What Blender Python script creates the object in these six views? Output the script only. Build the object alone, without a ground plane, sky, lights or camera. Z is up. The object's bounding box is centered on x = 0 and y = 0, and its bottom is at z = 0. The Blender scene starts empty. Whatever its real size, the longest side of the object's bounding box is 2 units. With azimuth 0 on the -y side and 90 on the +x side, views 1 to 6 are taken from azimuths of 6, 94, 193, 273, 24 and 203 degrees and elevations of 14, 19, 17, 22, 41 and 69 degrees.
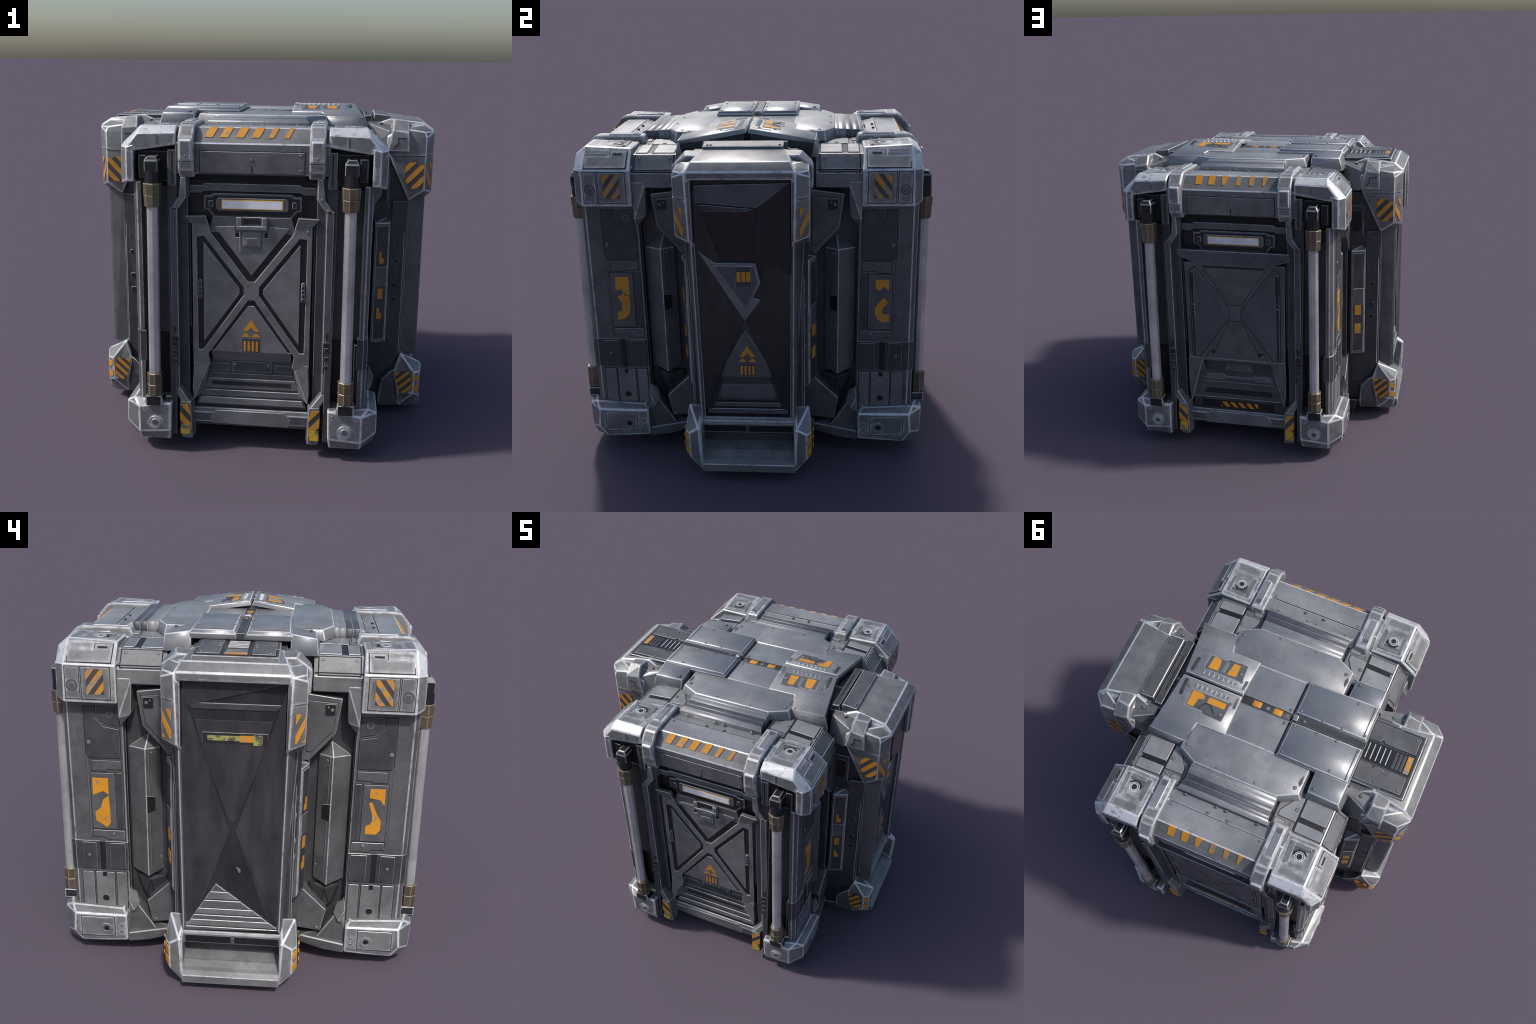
"""Armoured sci-fi cargo module: cross-shaped hull, four piston corners, two gate arms, plated roof.

Built in a quadrant frame (x >= 0, y >= 0) and mirrored with signed scales where the thing is symmetric.
Every solid shell gets chamfered edges that carry a worn bare-metal material."""
import bpy, bmesh, math, random
from mathutils import Vector

R = random.Random(7)
FOUR = [(1, -1), (-1, -1), (1, 1), (-1, 1)]
ENDS = [(1, -1), (1, 1)]          # the two door ends, -y and +y
SIDES = [(1, 1), (-1, 1)]         # the two gate arms, +x and -x

# ------------------------------------------------------------------ materials
MATS = {}


def nd(nt, kind, **kw):
    n = nt.nodes.new(kind)
    for k, v in kw.items():
        if k in n.inputs.keys():
            n.inputs[k].default_value = v
        else:
            setattr(n, k, v)
    return n


def base_material(name):
    m = bpy.data.materials.new(name)
    m.use_nodes = True
    nt = m.node_tree
    b = nt.nodes['Principled BSDF']
    tc = nd(nt, 'ShaderNodeTexCoord')
    info = nd(nt, 'ShaderNodeObjectInfo')
    sc = nd(nt, 'ShaderNodeMath', operation='MULTIPLY')
    nt.links.new(info.outputs['Random'], sc.inputs[0])
    sc.inputs[1].default_value = 17.0
    add = nd(nt, 'ShaderNodeVectorMath', operation='ADD')
    nt.links.new(tc.outputs['Object'], add.inputs[0])
    nt.links.new(sc.outputs[0], add.inputs[1])
    MATS[name] = m
    return m, nt, b, add.outputs[0]


def noise(nt, vec, scale, detail=4.0, rough=.55, stretch=None):
    if stretch:
        mp = nd(nt, 'ShaderNodeMapping')
        mp.inputs['Scale'].default_value = stretch
        nt.links.new(vec, mp.inputs['Vector'])
        vec = mp.outputs[0]
    n = nd(nt, 'ShaderNodeTexNoise', Scale=scale, Detail=detail, Roughness=rough)
    nt.links.new(vec, n.inputs['Vector'])
    return n.outputs['Fac']


def ramp(nt, fac, *stops):
    r = nd(nt, 'ShaderNodeValToRGB')
    e = r.color_ramp.elements
    while len(e) < len(stops):
        e.new(.5)
    for el, (p, c) in zip(e, stops):
        el.position = p
        el.color = (*c, 1) if len(c) == 3 else c
    nt.links.new(fac, r.inputs[0])
    return r.outputs[0]


def mix(nt, fac, a, b, mode='MIX'):
    m = nd(nt, 'ShaderNodeMix', data_type='RGBA', blend_type=mode)
    for sock, v in ((m.inputs[0], fac), (m.inputs[6], a), (m.inputs[7], b)):
        if isinstance(v, (int, float)):
            sock.default_value = v
        elif isinstance(v, tuple):
            sock.default_value = (*v, 1)
        else:
            nt.links.new(v, sock)
    return m.outputs[2]


def tint(c, k):
    return tuple(min(1, x * k) for x in c)


def steel(name, col, metallic=.3, rough=.42, wear=.0, grime=.25, bump=.15, rub=0., cool=None):
    """Painted/bare steel: cloudy tone, dark grime blotches, fine scratches, optional bare bright wear."""
    m, nt, b, vec = base_material(name)
    c = ramp(nt, noise(nt, vec, 3.2, 5), (.3, tint(col, .84)), (.7, tint(col, 1.16)))
    g = ramp(nt, noise(nt, vec, 9, 8, .65), (.38, (1 - grime,) * 3), (.56, (1, 1, 1)))
    c = mix(nt, 1.0, c, g, 'MULTIPLY')
    s = ramp(nt, noise(nt, vec, 26, 3, .6, (1, 1, .16)), (.66, (0, 0, 0)), (.73, (1, 1, 1)))
    c = mix(nt, mix(nt, .16, (0, 0, 0), s), c, tint(col, 2.0))
    if cool:                        # darker, bluer clouds
        c = mix(nt, ramp(nt, noise(nt, vec, 2.1, 3, .5), (.46, (0, 0, 0)), (.68, (.75,) * 3)), c, cool)
    if rub > 0:                     # paint rubbed off in a ragged band along the edges
        bv = nd(nt, 'ShaderNodeBevel', samples=6)
        bv.inputs['Radius'].default_value = .030
        geo = nd(nt, 'ShaderNodeNewGeometry')
        dot = nd(nt, 'ShaderNodeVectorMath', operation='DOT_PRODUCT')
        nt.links.new(bv.outputs[0], dot.inputs[0])
        nt.links.new(geo.outputs['Normal'], dot.inputs[1])
        near = ramp(nt, dot.outputs['Value'], (.80, (.62,) * 3), (.995, (0, 0, 0)))
        ragged = ramp(nt, noise(nt, vec, 19, 9, .74), (.30, (0, 0, 0)), (.70, (1, 1, 1)))
        k = mix(nt, 1.0, near, ragged, 'ADD')
        k = ramp(nt, k, (.92 - .3 * rub, (0, 0, 0)), (1.02 - .3 * rub, (1, 1, 1)))
        k = mix(nt, 1.0, k, ramp(nt, near, (.02, (0, 0, 0)), (.12, (1, 1, 1))), 'MULTIPLY')
        c = mix(nt, k, c, (.66, .67, .70))
    if wear > 0:
        w = ramp(nt, noise(nt, vec, 34, 9, .72, (1, 1, .45)), (.60 - wear * .22, (0, 0, 0)), (.68 - wear * .22, (1, 1, 1)))
        c = mix(nt, w, c, (.62, .63, .66))
    nt.links.new(c, b.inputs['Base Color'])
    b.inputs['Metallic'].default_value = metallic
    r = ramp(nt, noise(nt, vec, 7, 5), (.3, (rough - .08,) * 3), (.7, (rough + .12,) * 3))
    nt.links.new(r, b.inputs['Roughness'])
    bp = nd(nt, 'ShaderNodeBump', Strength=bump, Distance=.004)
    nt.links.new(noise(nt, vec, 60, 4), bp.inputs['Height'])
    nt.links.new(bp.outputs[0], b.inputs['Normal'])
    return m


def edge(name, bright, under, amount):
    """Chamfered edge rubbed down to bare metal, broken up by noise."""
    m, nt, b, vec = base_material(name)
    f = ramp(nt, noise(nt, vec, 13, 8, .7), (.46 - amount * .3, (0, 0, 0)), (.60 - amount * .3, (1, 1, 1)))
    c = mix(nt, f, under, ramp(nt, noise(nt, vec, 40, 4), (.3, tint(bright, .75)), (.7, bright)))
    nt.links.new(c, b.inputs['Base Color'])
    b.inputs['Metallic'].default_value = .3
    b.inputs['Roughness'].default_value = .42
    return m


def paint(name, col, under, chips):
    m, nt, b, vec = base_material(name)
    c = ramp(nt, noise(nt, vec, 6, 6), (.3, tint(col, .8)), (.7, col))
    f = ramp(nt, noise(nt, vec, 22, 9, .75), (.60 - chips * .2, (0, 0, 0)), (.66 - chips * .2, (1, 1, 1)))
    nt.links.new(mix(nt, f, c, under), b.inputs['Base Color'])
    b.inputs['Roughness'].default_value = .5
    return m


def plain(name, col, metallic=0., rough=.6, streak=False):
    m, nt, b, vec = base_material(name)
    c = ramp(nt, noise(nt, vec, 12, 5), (.3, tint(col, .8)), (.7, tint(col, 1.15)))
    if streak:
        c = mix(nt, ramp(nt, noise(nt, vec, 7, 6, .6, (1, 1.6, .35)), (.45, (0, 0, 0)), (.72, (.8,) * 3)), c, tint(col, 1.8))
        b.inputs['Coat Weight'].default_value = .35
        b.inputs['Coat Roughness'].default_value = .12
    nt.links.new(c, b.inputs['Base Color'])
    b.inputs['Metallic'].default_value = metallic
    b.inputs['Roughness'].default_value = rough
    return m


steel('steel', (.20, .202, .207))
steel('steel_worn', (.215, .218, .223), rub=.72)
steel('steel_scuffed', (.36, .362, .37), wear=1.0, rough=.36, rub=1.0)
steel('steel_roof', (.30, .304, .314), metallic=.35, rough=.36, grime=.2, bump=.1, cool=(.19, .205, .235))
steel('steel_mid', (.128, .13, .137))
steel('steel_dark', (.068, .069, .076), rough=.45)
steel('steel_blue', (.108, .113, .132), rough=.4)
plain('void', (.012, .012, .014), rough=.8)
plain('gunmetal', (.03, .031, .035), .5, .4)
plain('smoked_plate', (.026, .026, .029), .2, .28, True)
plain('smoked_plate_black', (.012, .012, .016), .2, .28, True)
plain('smoked_plate_haze', (.040, .039, .043), .2, .28, True)
steel('chrome', (.62, .625, .64), metallic=.55, rough=.22, grime=.2, bump=.05)
steel('brass', (.19, .16, .115), metallic=.6, rough=.38)
edge('edge_bright', (.78, .79, .82), (.25, .25, .26), .5)
edge('edge_soft', (.52, .53, .55), (.20, .20, .21), .38)
edge('edge_dim', (.30, .305, .32), (.13, .13, .135), .5)
edge('edge_brass', (.36, .29, .18), (.13, .11, .08), .5)
paint('orange_paint', (.66, .285, .022), (.20, .20, .205), .12)
paint('orange_paint_rubbed', (.60, .27, .03), (.22, .22, .225), .45)
paint('yellow_paint', (.68, .45, .04), (.16, .16, .12), .5)
paint('faded_yellow', (.34, .34, .11), (.07, .07, .06), .5)
plain('panel_grey', (.075, .076, .083), .3, .5)
plain('lamp_white', (.80, .81, .86), 0, .3)
plain('lamp_rim', (.80, .55, .12), 0, .4)
plain('lamp_rim_dark', (.32, .12, .02), 0, .5)
plain('red_text', (.35, .06, .03), 0, .5)


# ------------------------------------------------------------------ geometry helpers
class Frame:
    """A drawing plane: outlines in (u, v), heights along n."""
    def __init__(self, o, u, v, n):
        self.o, self.u, self.v, self.n = map(Vector, (o, u, v, n))

    def at(self, u, v, h=0.):
        return self.o + self.u * u + self.v * v + self.n * h


END = lambda y: Frame((0, y, 0), (1, 0, 0), (0, 0, 1), (0, 1, 0))      # u = x, v = z
SIDE = lambda x: Frame((x, 0, 0), (0, 1, 0), (0, 0, 1), (1, 0, 0))     # u = y, v = z
TOP = lambda z: Frame((0, 0, z), (1, 0, 0), (0, 1, 0), (0, 0, 1))      # u = x, v = y


def area(p):
    return .5 * sum(a[0] * b[1] - b[0] * a[1] for a, b in zip(p, p[1:] + p[:1]))


def grow(p, d):
    """Offset a simple outline outward by d (miter joints)."""
    p = list(p) if area(p) > 0 else list(reversed(p))
    out = []
    for i in range(len(p)):
        a, b, c = Vector(p[i - 1]), Vector(p[i]), Vector(p[(i + 1) % len(p)])
        e, f = (b - a).normalized(), (c - b).normalized()
        n1, n2 = Vector((e.y, -e.x)), Vector((f.y, -f.x))
        m = n1 + n2
        m = m / max(.35, m.dot(n1))
        out.append(tuple(b + m * d))
    return out


def rect(u0, v0, u1, v1, cut=0.):
    if not cut:
        return [(u0, v0), (u1, v0), (u1, v1), (u0, v1)]
    c = cut
    return [(u0 + c, v0), (u1 - c, v0), (u1, v0 + c), (u1, v1 - c), (u1 - c, v1), (u0 + c, v1), (u0, v1 - c), (u0, v0 + c)]


def ngon(u, v, r, n=8, turn=0.):
    return [(u + r * math.cos(turn + 2 * math.pi * i / n), v + r * math.sin(turn + 2 * math.pi * i / n)) for i in range(n)]


def clip(poly, a, b, c):
    """Keep the part of poly where a*u + b*v <= c."""
    out = []
    for p, q in zip(poly, poly[1:] + poly[:1]):
        fp, fq = a * p[0] + b * p[1] - c, a * q[0] + b * q[1] - c
        if fp <= 0:
            out.append(p)
        if fp * fq < 0:
            t = fp / (fp - fq)
            out.append((p[0] + t * (q[0] - p[0]), p[1] + t * (q[1] - p[1])))
    return out


class Part:
    def __init__(self):
        self.v, self.f, self.m, self.n, self.slots, self.puff = [], [], [], [], [], 0.

    puffed = 0

    def soft(self, k):
        self.puff = k
        self.puffed = self.puffed or k
        return self

    def slot(self, name):
        if name not in self.slots:
            self.slots.append(name)
        return self.slots.index(name)

    def _take(self, bm, mat, bevel, edge_mat, seg=1, regions=()):
        bm.normal_update()
        bmesh.ops.recalc_face_normals(bm, faces=bm.faces)
        bm.normal_update()
        mi = self.slot(mat)
        for f in bm.faces:
            f.material_index = mi
            for test, name in regions:
                if test(f.calc_center_median(), f.normal):
                    f.material_index = self.slot(name)
        bevel *= .82
        if bevel:
            es = [e for e in bm.edges if len(e.link_faces) == 2 and e.calc_face_angle(0) > .33]
            if es:
                bmesh.ops.bevel(bm, geom=es, offset=bevel, offset_type='OFFSET', segments=seg, profile=.5,
                                affect='EDGES', clamp_overlap=True, material=self.slot(edge_mat))
        base = len(self.v)
        bm.verts.index_update()
        bm.normal_update()
        lo = Vector(map(min, zip(*(v.co for v in bm.verts))))
        hi = Vector(map(max, zip(*(v.co for v in bm.verts))))
        mid, half = (lo + hi) / 2, [max(.02, q) for q in (hi - lo) / 2]
        self.v += [v.co.copy() for v in bm.verts]
        for f in bm.faces:
            self.f.append([base + v.index for v in f.verts])
            self.m.append(f.material_index)
            for v in f.verts:        # puff: lean the shading normal outward, as on a softly domed plate
                d = Vector([(q - c) / h for q, c, h in zip(v.co, mid, half)])
                self.n.append((f.normal + (d - f.normal * d.dot(f.normal)) * self.puff).normalized())
        bm.free()
        return self

    def hull(self, pts, mat='steel', bevel=.004, edge_mat='edge_soft', regions=(), both_y=False):
        bm = bmesh.new()
        if both_y:
            pts = list(pts) + [(x, -y, z) for x, y, z in pts]
        for p in pts:
            bm.verts.new(p)
        r = bmesh.ops.convex_hull(bm, input=bm.verts)
        junk = [g for g in set(r['geom_interior']) | set(r['geom_unused']) if isinstance(g, bmesh.types.BMVert) and g.is_valid]
        bmesh.ops.delete(bm, geom=junk, context='VERTS')
        bmesh.ops.remove_doubles(bm, verts=bm.verts, dist=1e-4)
        bmesh.ops.dissolve_limit(bm, angle_limit=.14, verts=bm.verts, edges=bm.edges)
        return self._take(bm, mat, bevel, edge_mat, regions=regions)

    def plate(self, fr, outline, h0, h1, mat='steel', bevel=.0025, edge_mat='edge_soft', shrink=0., regions=()):
        """Extrude an outline from h0 to h1 along the frame normal; shrink tapers the top."""
        bm = bmesh.new()
        if area(outline) < 0:
            outline = list(reversed(outline))
        top = grow(outline, -shrink) if shrink else outline
        a = [bm.verts.new(fr.at(u, v, h0)) for u, v in outline]
        b = [bm.verts.new(fr.at(u, v, h1)) for u, v in top]
        n = len(a)
        bm.faces.new(a[::-1])
        bm.faces.new(b)
        for i in range(n):
            bm.faces.new((a[i], a[(i + 1) % n], b[(i + 1) % n], b[i]))
        return self._take(bm, mat, bevel, edge_mat, regions=regions)

    def panel(self, fr, outline, h=.004, mat='steel', gap=.005, edge_mat='edge_soft', bevel=.002, h0=0.):
        """A raised plate with its shadow line modelled as a thin black rim."""
        self.plate(fr, grow(outline, gap), h0 - .004, h0 + .0009, 'void', 0)
        return self.plate(fr, outline, h0 - .004, h0 + h, mat, bevel, edge_mat)

    def groove(self, fr, a, b, w=.004, h=.0009, mat='void', light=True):
        """A dark joint line, with a thin bright lip on one side."""
        a, b = Vector(a), Vector(b)
        d = (b - a).normalized()
        n = Vector((-d.y, d.x))
        q = lambda s, t: [tuple(a + n * s), tuple(b + n * s), tuple(b + n * t), tuple(a + n * t)]
        self.plate(fr, q(-w / 2, w / 2), -.003, h, mat, 0)
        if light:
            self.plate(fr, q(w / 2, w / 2 + .0022), -.003, h + .0012, 'edge_dim', 0)
        return self

    def line(self, fr, pts, w=.004, h=.0009, mat='void', light=False):
        for a, b in zip(pts, pts[1:]):
            self.groove(fr, a, b, w, h, mat, light)
            h += .0002
        return self

    def screw(self, fr, u, v, r=.007, h=0.):
        self.plate(fr, ngon(u, v, r * 1.25), -.003, h + .001, 'gunmetal', 0)
        return self.plate(fr, ngon(u, v, r, 8, .3), -.003, h + .0035, 'steel', .0015, 'edge_soft')

    def ring(self, fr, u, v, r0, r1, h0, h1, mat, n=20):
        bm = bmesh.new()
        a = [[bm.verts.new(fr.at(*p, h)) for p in ngon(u, v, r, n)] for r, h in ((r0, h0), (r0, h1), (r1, h1), (r1, h0))]
        for k in range(4):
            p, q = a[k], a[(k + 1) % 4]
            for i in range(n):
                bm.faces.new((p[i], p[(i + 1) % n], q[(i + 1) % n], q[i]))
        return self._take(bm, mat, 0, '')

    def stripes(self, fr, outline, width, pitch, slope, h=.0016, mat='orange_paint', base='panel_grey', phase=0., h0=0.):
        """Slanted warning stripes clipped to an outline; slope = du per dv."""
        if base:
            self.plate(fr, outline, h0 - .003, h0 + .0008, base, 0)
        lo = min(u - slope * v for u, v in outline) - pitch + phase
        hi = max(u - slope * v for u, v in outline)
        t = lo
        while t < hi:
            p = clip(clip(list(outline), 1, -slope, t + width), -1, slope, -t)
            if len(p) >= 3 and abs(area(p)) > 3e-5:
                self.plate(fr, p, h0 - .003, h0 + h, mat, 0)
            t += pitch
        return self

    def tube(self, a, b, r, mat, n=16, bevel=.002, edge_mat='edge_soft', r2=None):
        a, b = Vector(a), Vector(b)
        n_ = (b - a).normalized()
        u = n_.orthogonal().normalized()
        fr = Frame(a, u, n_.cross(u), n_)
        L = (b - a).length
        bm = bmesh.new()
        p = [bm.verts.new(fr.at(*q, 0)) for q in ngon(0, 0, r, n, .2)]
        s = [bm.verts.new(fr.at(*q, L)) for q in ngon(0, 0, r2 or r, n, .2)]
        bm.faces.new(p[::-1])
        bm.faces.new(s)
        for i in range(n):
            bm.faces.new((p[i], p[(i + 1) % n], s[(i + 1) % n], s[i]))
        return self._take(bm, mat, bevel if n < 13 else 0, edge_mat)

    def mesh(self, name):
        me = bpy.data.meshes.new(name)
        me.from_pydata(self.v, [], self.f)
        for s in self.slots:
            me.materials.append(MATS[s])
        me.polygons.foreach_set('material_index', self.m)
        me.update()
        if any(f != 0 for f in [self.puffed]):
            me.normals_split_custom_set(self.n)
        return me

    def place(self, name, parents, at=((1, 1),), kind=None):
        """One object per (sx, sy) mirror state, sharing the mesh."""
        me = self.mesh(name)
        got = []
        for i, (sx, sy) in enumerate(at):
            o = bpy.data.objects.new(name, me)
            o.scale = (sx, sy, 1)
            par = parents[i] if isinstance(parents, list) else parents
            o.parent = par
            bpy.context.scene.collection.objects.link(o)
            if kind:
                o['kind'] = kind
            got.append(o)
        return got


root = bpy.data.objects.new('cargo_module', None)
bpy.context.scene.collection.objects.link(root)
root['label'] = 'grey armoured sci-fi cargo module with pistons and hazard stripes'
root['category'] = 'cargo container'


# ------------------------------------------------------------------ hull core
p = Part()
p.hull([(x, y, z) for x in (-.56, .56) for y in (-.80, .80) for z in (.10, 1.60)], 'steel_dark', .004, 'edge_dim')
p.hull([(x, y, z) for x in (-.50, .50) for y in (-.66, .66) for z in (1.55, 1.775)], 'steel_mid', .004, 'edge_dim')
p.hull([(x, y, z) for x in (-.86, .86) for y in (-.30, .30) for z in (.10, 1.62)], 'steel_dark', .004, 'edge_dim')
p.hull([(x, y, z) for x in (-.80, .80) for y in (-.235, .235) for z in (1.60, 1.812)], 'steel_mid', .004, 'edge_dim')
p.hull([(x, y, z) for x in (-.50, .50) for y in (-.62, .62) for z in (.07, .12)], 'steel_dark', .02, 'edge_dim')
for sx, sy in FOUR:
    p.hull([(sx * x, sy * y, z) for x, y, z in ((.60, .24, .0), (.685, .25, .0), (.685, .315, .0), (.60, .33, .0), (.57, .36, .12), (.73, .335, .12), (.73, .22, .12), (.57, .22, .12))], 'steel_dark', .006, 'edge_dim')
hull = p.place('hull', root)[0]

# ------------------------------------------------------------------ shoulder beams behind the brackets
p = Part()
p.hull([(.28, .37, 1.800), (.583, .37, 1.775), (.662, .37, 1.688), (.665, .37, 1.61), (.28, .37, 1.55),
        (.28, .64, 1.800), (.583, .64, 1.775), (.662, .64, 1.688), (.665, .64, 1.61), (.28, .64, 1.55)], 'steel', .006)
p.hull([(.55, .545, 1.64), (.665, .545, 1.64), (.55, .62, 1.64), (.672, .62, 1.64), (.66, .555, 1.45), (.55, .55, 1.45),
        (.672, .615, 1.45), (.55, .62, 1.40), (.69, .612, 1.44), (.655, .61, 1.385)], 'steel', .005)
t = Frame((0, 0, 1.8232), Vector((.303, 0, -.025)).normalized(), (0, 1, 0), Vector((.025, 0, .303)).normalized())
p.panel(t, [(.300, .515), (.365, .415), (.405, .395), (.405, .548), (.300, .548)], .004, 'steel_roof', .004)
p.panel(t, [(.418, .395), (.574, .395), (.574, .508), (.418, .508)], .005, 'steel_roof', .005, 'edge_bright')
p.panel(t, [(.418, .542), (.574, .542), (.574, .60), (.418, .60)], .005, 'steel_roof', .005, 'edge_bright')
p.plate(t, rect(.33, .512, .566, .538), -.003, .0015, 'gunmetal', 0)
p.plate(t, rect(.405, .395, .418, .60), -.003, .0017, 'void', 0)
p.panel(t, [(.29, .565), (.345, .565), (.355, .60), (.29, .62)], .004, 'steel_roof', .003)
p.screw(t, .388, .480, .010, .004)
p.screw(t, .386, .571, .008)
sl = Frame((.583, 0, 1.775), (0, 1, 0), Vector((.079, 0, -.087)).normalized(), Vector((.087, 0, .079)).normalized())
p.panel(sl, rect(.395, .010, .60, .110), .004, 'steel', .006)
p.screw(sl, .415, .028, .007, .004)
p.screw(sl, .58, .028, .007, .004)
s = Frame((.6605, 0, 1.66), (0, 1, 0), Vector((-.01, 0, .105)).normalized(), Vector((.105, 0, .01)).normalized())
p.groove(s, (.385, -.012), (.545, -.012), .005)
p.groove(s, (.375, .045), (.62, .045), .004)
shoulder = p.place('shoulder_beam', root, FOUR)

# ------------------------------------------------------------------ corner brackets
p = Part()
topish = (lambda c, n: n.z > .3 and n.y > .3 or (n.z > .3 and n.x > .3 and c.y > .87) or (n.y > .3 and n.x > .3), 'steel_scuffed')
p.hull([(.398, .62, 1.808), (.398, .877, 1.824), (.398, .926, 1.792), (.398, .926, 1.727), (.398, .62, 1.70),
        (.594, .622, 1.812), (.594, .875, 1.824), (.605, .926, 1.784), (.703, .616, 1.712), (.703, .878, 1.714),
        (.665, .928, 1.708), (.703, .62, 1.69), (.70, .88, 1.69), (.64, .926, 1.69)], 'steel_worn', .007, 'edge_bright', [topish])
p.hull([(.625, .615, 1.514), (.703, .615, 1.514), (.703, .885, 1.514), (.665, .932, 1.532), (.625, .930, 1.530),
        (.625, .93, 1.725), (.665, .930, 1.712), (.7035, .8795, 1.7145), (.7035, .6155, 1.7125), (.625, .615, 1.725)], 'steel_worn', .006, 'edge_bright')
t = TOP(1.8125)
for o in (rect(.425, .655, .457, .805), rect(.551, .655, .575, .805), rect(.457, .655, .551, .675), rect(.457, .775, .551, .805)):
    p.plate(t, o, -.004, .0065, 'steel', .0025, 'edge_soft')
p.panel(t, [(.425, .815), (.575, .815), (.575, .868), (.425, .868)], .0035, 'steel_roof', .003, h0=.005)
p.plate(t, rect(.457, .675, .551, .775), -.012, .0025, 'steel_mid', 0)
p.plate(t, ngon(.504, .728, .045, 8, .39), -.01, .0036, 'void', 0)
p.ring(t, .504, .728, .0165, .021, .0, .0072, 'edge_bright')
p.ring(t, .504, .728, .0265, .030, .0, .0062, 'edge_bright')
p.plate(t, ngon(.504, .728, .0255, 20), -.004, .0048, 'steel_mid', 0)
p.plate(t, ngon(.504, .728, .0165, 16), -.004, .0058, 'void', 0)
for u, v in ((.437, .668), (.566, .668), (.437, .785)):
    p.screw(t, u, v, .007, .006)
ch = Frame((.596, 0, 1.8145), (0, 1, 0), Vector((.109, 0, -.101)).normalized(), Vector((.101, 0, .109)).normalized())
p.panel(ch, [(.64, .025), (.73, .025), (.73, .06), (.86, .06), (.86, .135), (.64, .135)], .004, 'steel_worn', .004)
p.panel(ch, rect(.745, .018, .865, .046), .004, 'steel_worn', .004)
p.plate(ch, rect(.665, .040, .715, .052), -.002, .0052, 'void', 0)
s = SIDE(.7035)
p.panel(s, [(.645, 1.535), (.79, 1.535), (.79, 1.70), (.645, 1.70)], .003, 'steel_worn', .004)
p.panel(s, rect(.802, 1.535, .872, 1.70), .003, 'steel_worn', .0035)
p.ring(s, .838, 1.607, .020, .030, -.002, .0045, 'steel_mid')
p.plate(s, ngon(.838, 1.607, .016, 14), -.002, .0055, 'steel_mid', .002, 'edge_dim')
e = END(.928)
p.groove(e, (.50, 1.728), (.50, 1.78), .003)
p.groove(e, (.632, 1.60), (.664, 1.61), .003, light=False)
bracket = p.place('corner_bracket', root, FOUR)
p = Part().stripes(SIDE(.7065), rect(.676, 1.561, .765, 1.692), .033, .062, -.75, phase=.02, mat='orange_paint_rubbed')
p.place('warning_patch', [o for o in bracket], [(1, 1)] * 4)

# ------------------------------------------------------------------ pillars beside the pistons
p = Part()
p.hull([(.575, .605, .26), (.635, .605, .26), (.635, .872, .26), (.634, .895, .26), (.613, .922, .26), (.59, .922, .26),
        (.575, .605, 1.53), (.635, .605, 1.53), (.635, .872, 1.53), (.634, .895, 1.53), (.613, .922, 1.53), (.59, .922, 1.53)], 'steel_mid', .006, 'edge_soft')
p.hull([(x, y, z) for x in (.44, .60) for y in (.60, .84) for z in (.12, 1.70)], 'gunmetal', .003, 'edge_dim')
p.hull([(x, y, z) for x in (.43, .60) for y in (.70, .872) for z in (.68, 1.50)], 'steel_dark', .004, 'edge_dim')  # recess wall coloured darker to carry the occlusion shade behind the rod
p.hull([(x, y, z) for x in (.565, .60) for y in (.70, .895) for z in (.30, .66)], 'gunmetal', .004, 'edge_dim')
s = Frame((.635, .006, -.021), (0, 1, 0), (0, 0, 1), (1, 0, 0))
p.panel(s, [(.618, 1.215), (.785, 1.215), (.80, 1.235), (.80, 1.495), (.745, 1.495), (.745, 1.44), (.70, 1.39), (.618, 1.375)], .004, 'steel_dark', .005, 'edge_dim')
p.panel(s, [(.618, 1.390), (.692, 1.405), (.73, 1.445), (.73, 1.495), (.618, 1.495)], .003, 'steel_dark', .003, 'edge_dim')
p.ring(s, .665, 1.455, .012, .020, -.002, .006, 'steel_mid')
p.screw(s, .783, 1.30, .012, .004)
p.panel(s, [(.618, 1.15), (.69, 1.15), (.70, 1.14), (.775, 1.14), (.775, 1.20), (.618, 1.20)], .003, 'steel_mid', .004, 'edge_dim')
p.panel(s, [(.655, .80), (.785, .80), (.785, 1.128), (.655, 1.128)], .004, 'steel_mid', .004, 'edge_dim')
p.panel(s, rect(.612, .80, .645, 1.13), .004, 'steel_dark', .003, 'edge_dim')
p.panel(s, [(.612, .735), (.70, .735), (.725, .75), (.785, .75), (.785, .79), (.612, .79)], .003, 'steel_mid', .004, 'edge_soft')
p.screw(s, .672, .77, .010, .003)
p.hull([(x, y, z) for z in (.524, .701) for x, y in ((.58, .604), (.6368, .604), (.6368, .873), (.6358, .896), (.6145, .9238), (.58, .9238))], 'steel_dark', .002, 'edge_soft')
for a, b in ((.612, .70), (.772, .852)):
    p.panel(s, rect(a, .552, b, .713), .004, 'steel_dark', .004, 'edge_soft', h0=.001)
p.screw(s, .815, .635, .009, .005)
p.plate(s, rect(.722, .545, .757, .722), -.002, .0025, 'gunmetal', .001, 'edge_dim')
p.panel(s, rect(.612, .285, .668, .53), .004, 'steel', .004, 'edge_soft')
p.panel(s, rect(.682, .285, .785, .53), .004, 'steel', .004, 'edge_soft')
p.panel(s, rect(.797, .285, .86, .53), .004, 'steel', .004, 'edge_soft')
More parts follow.
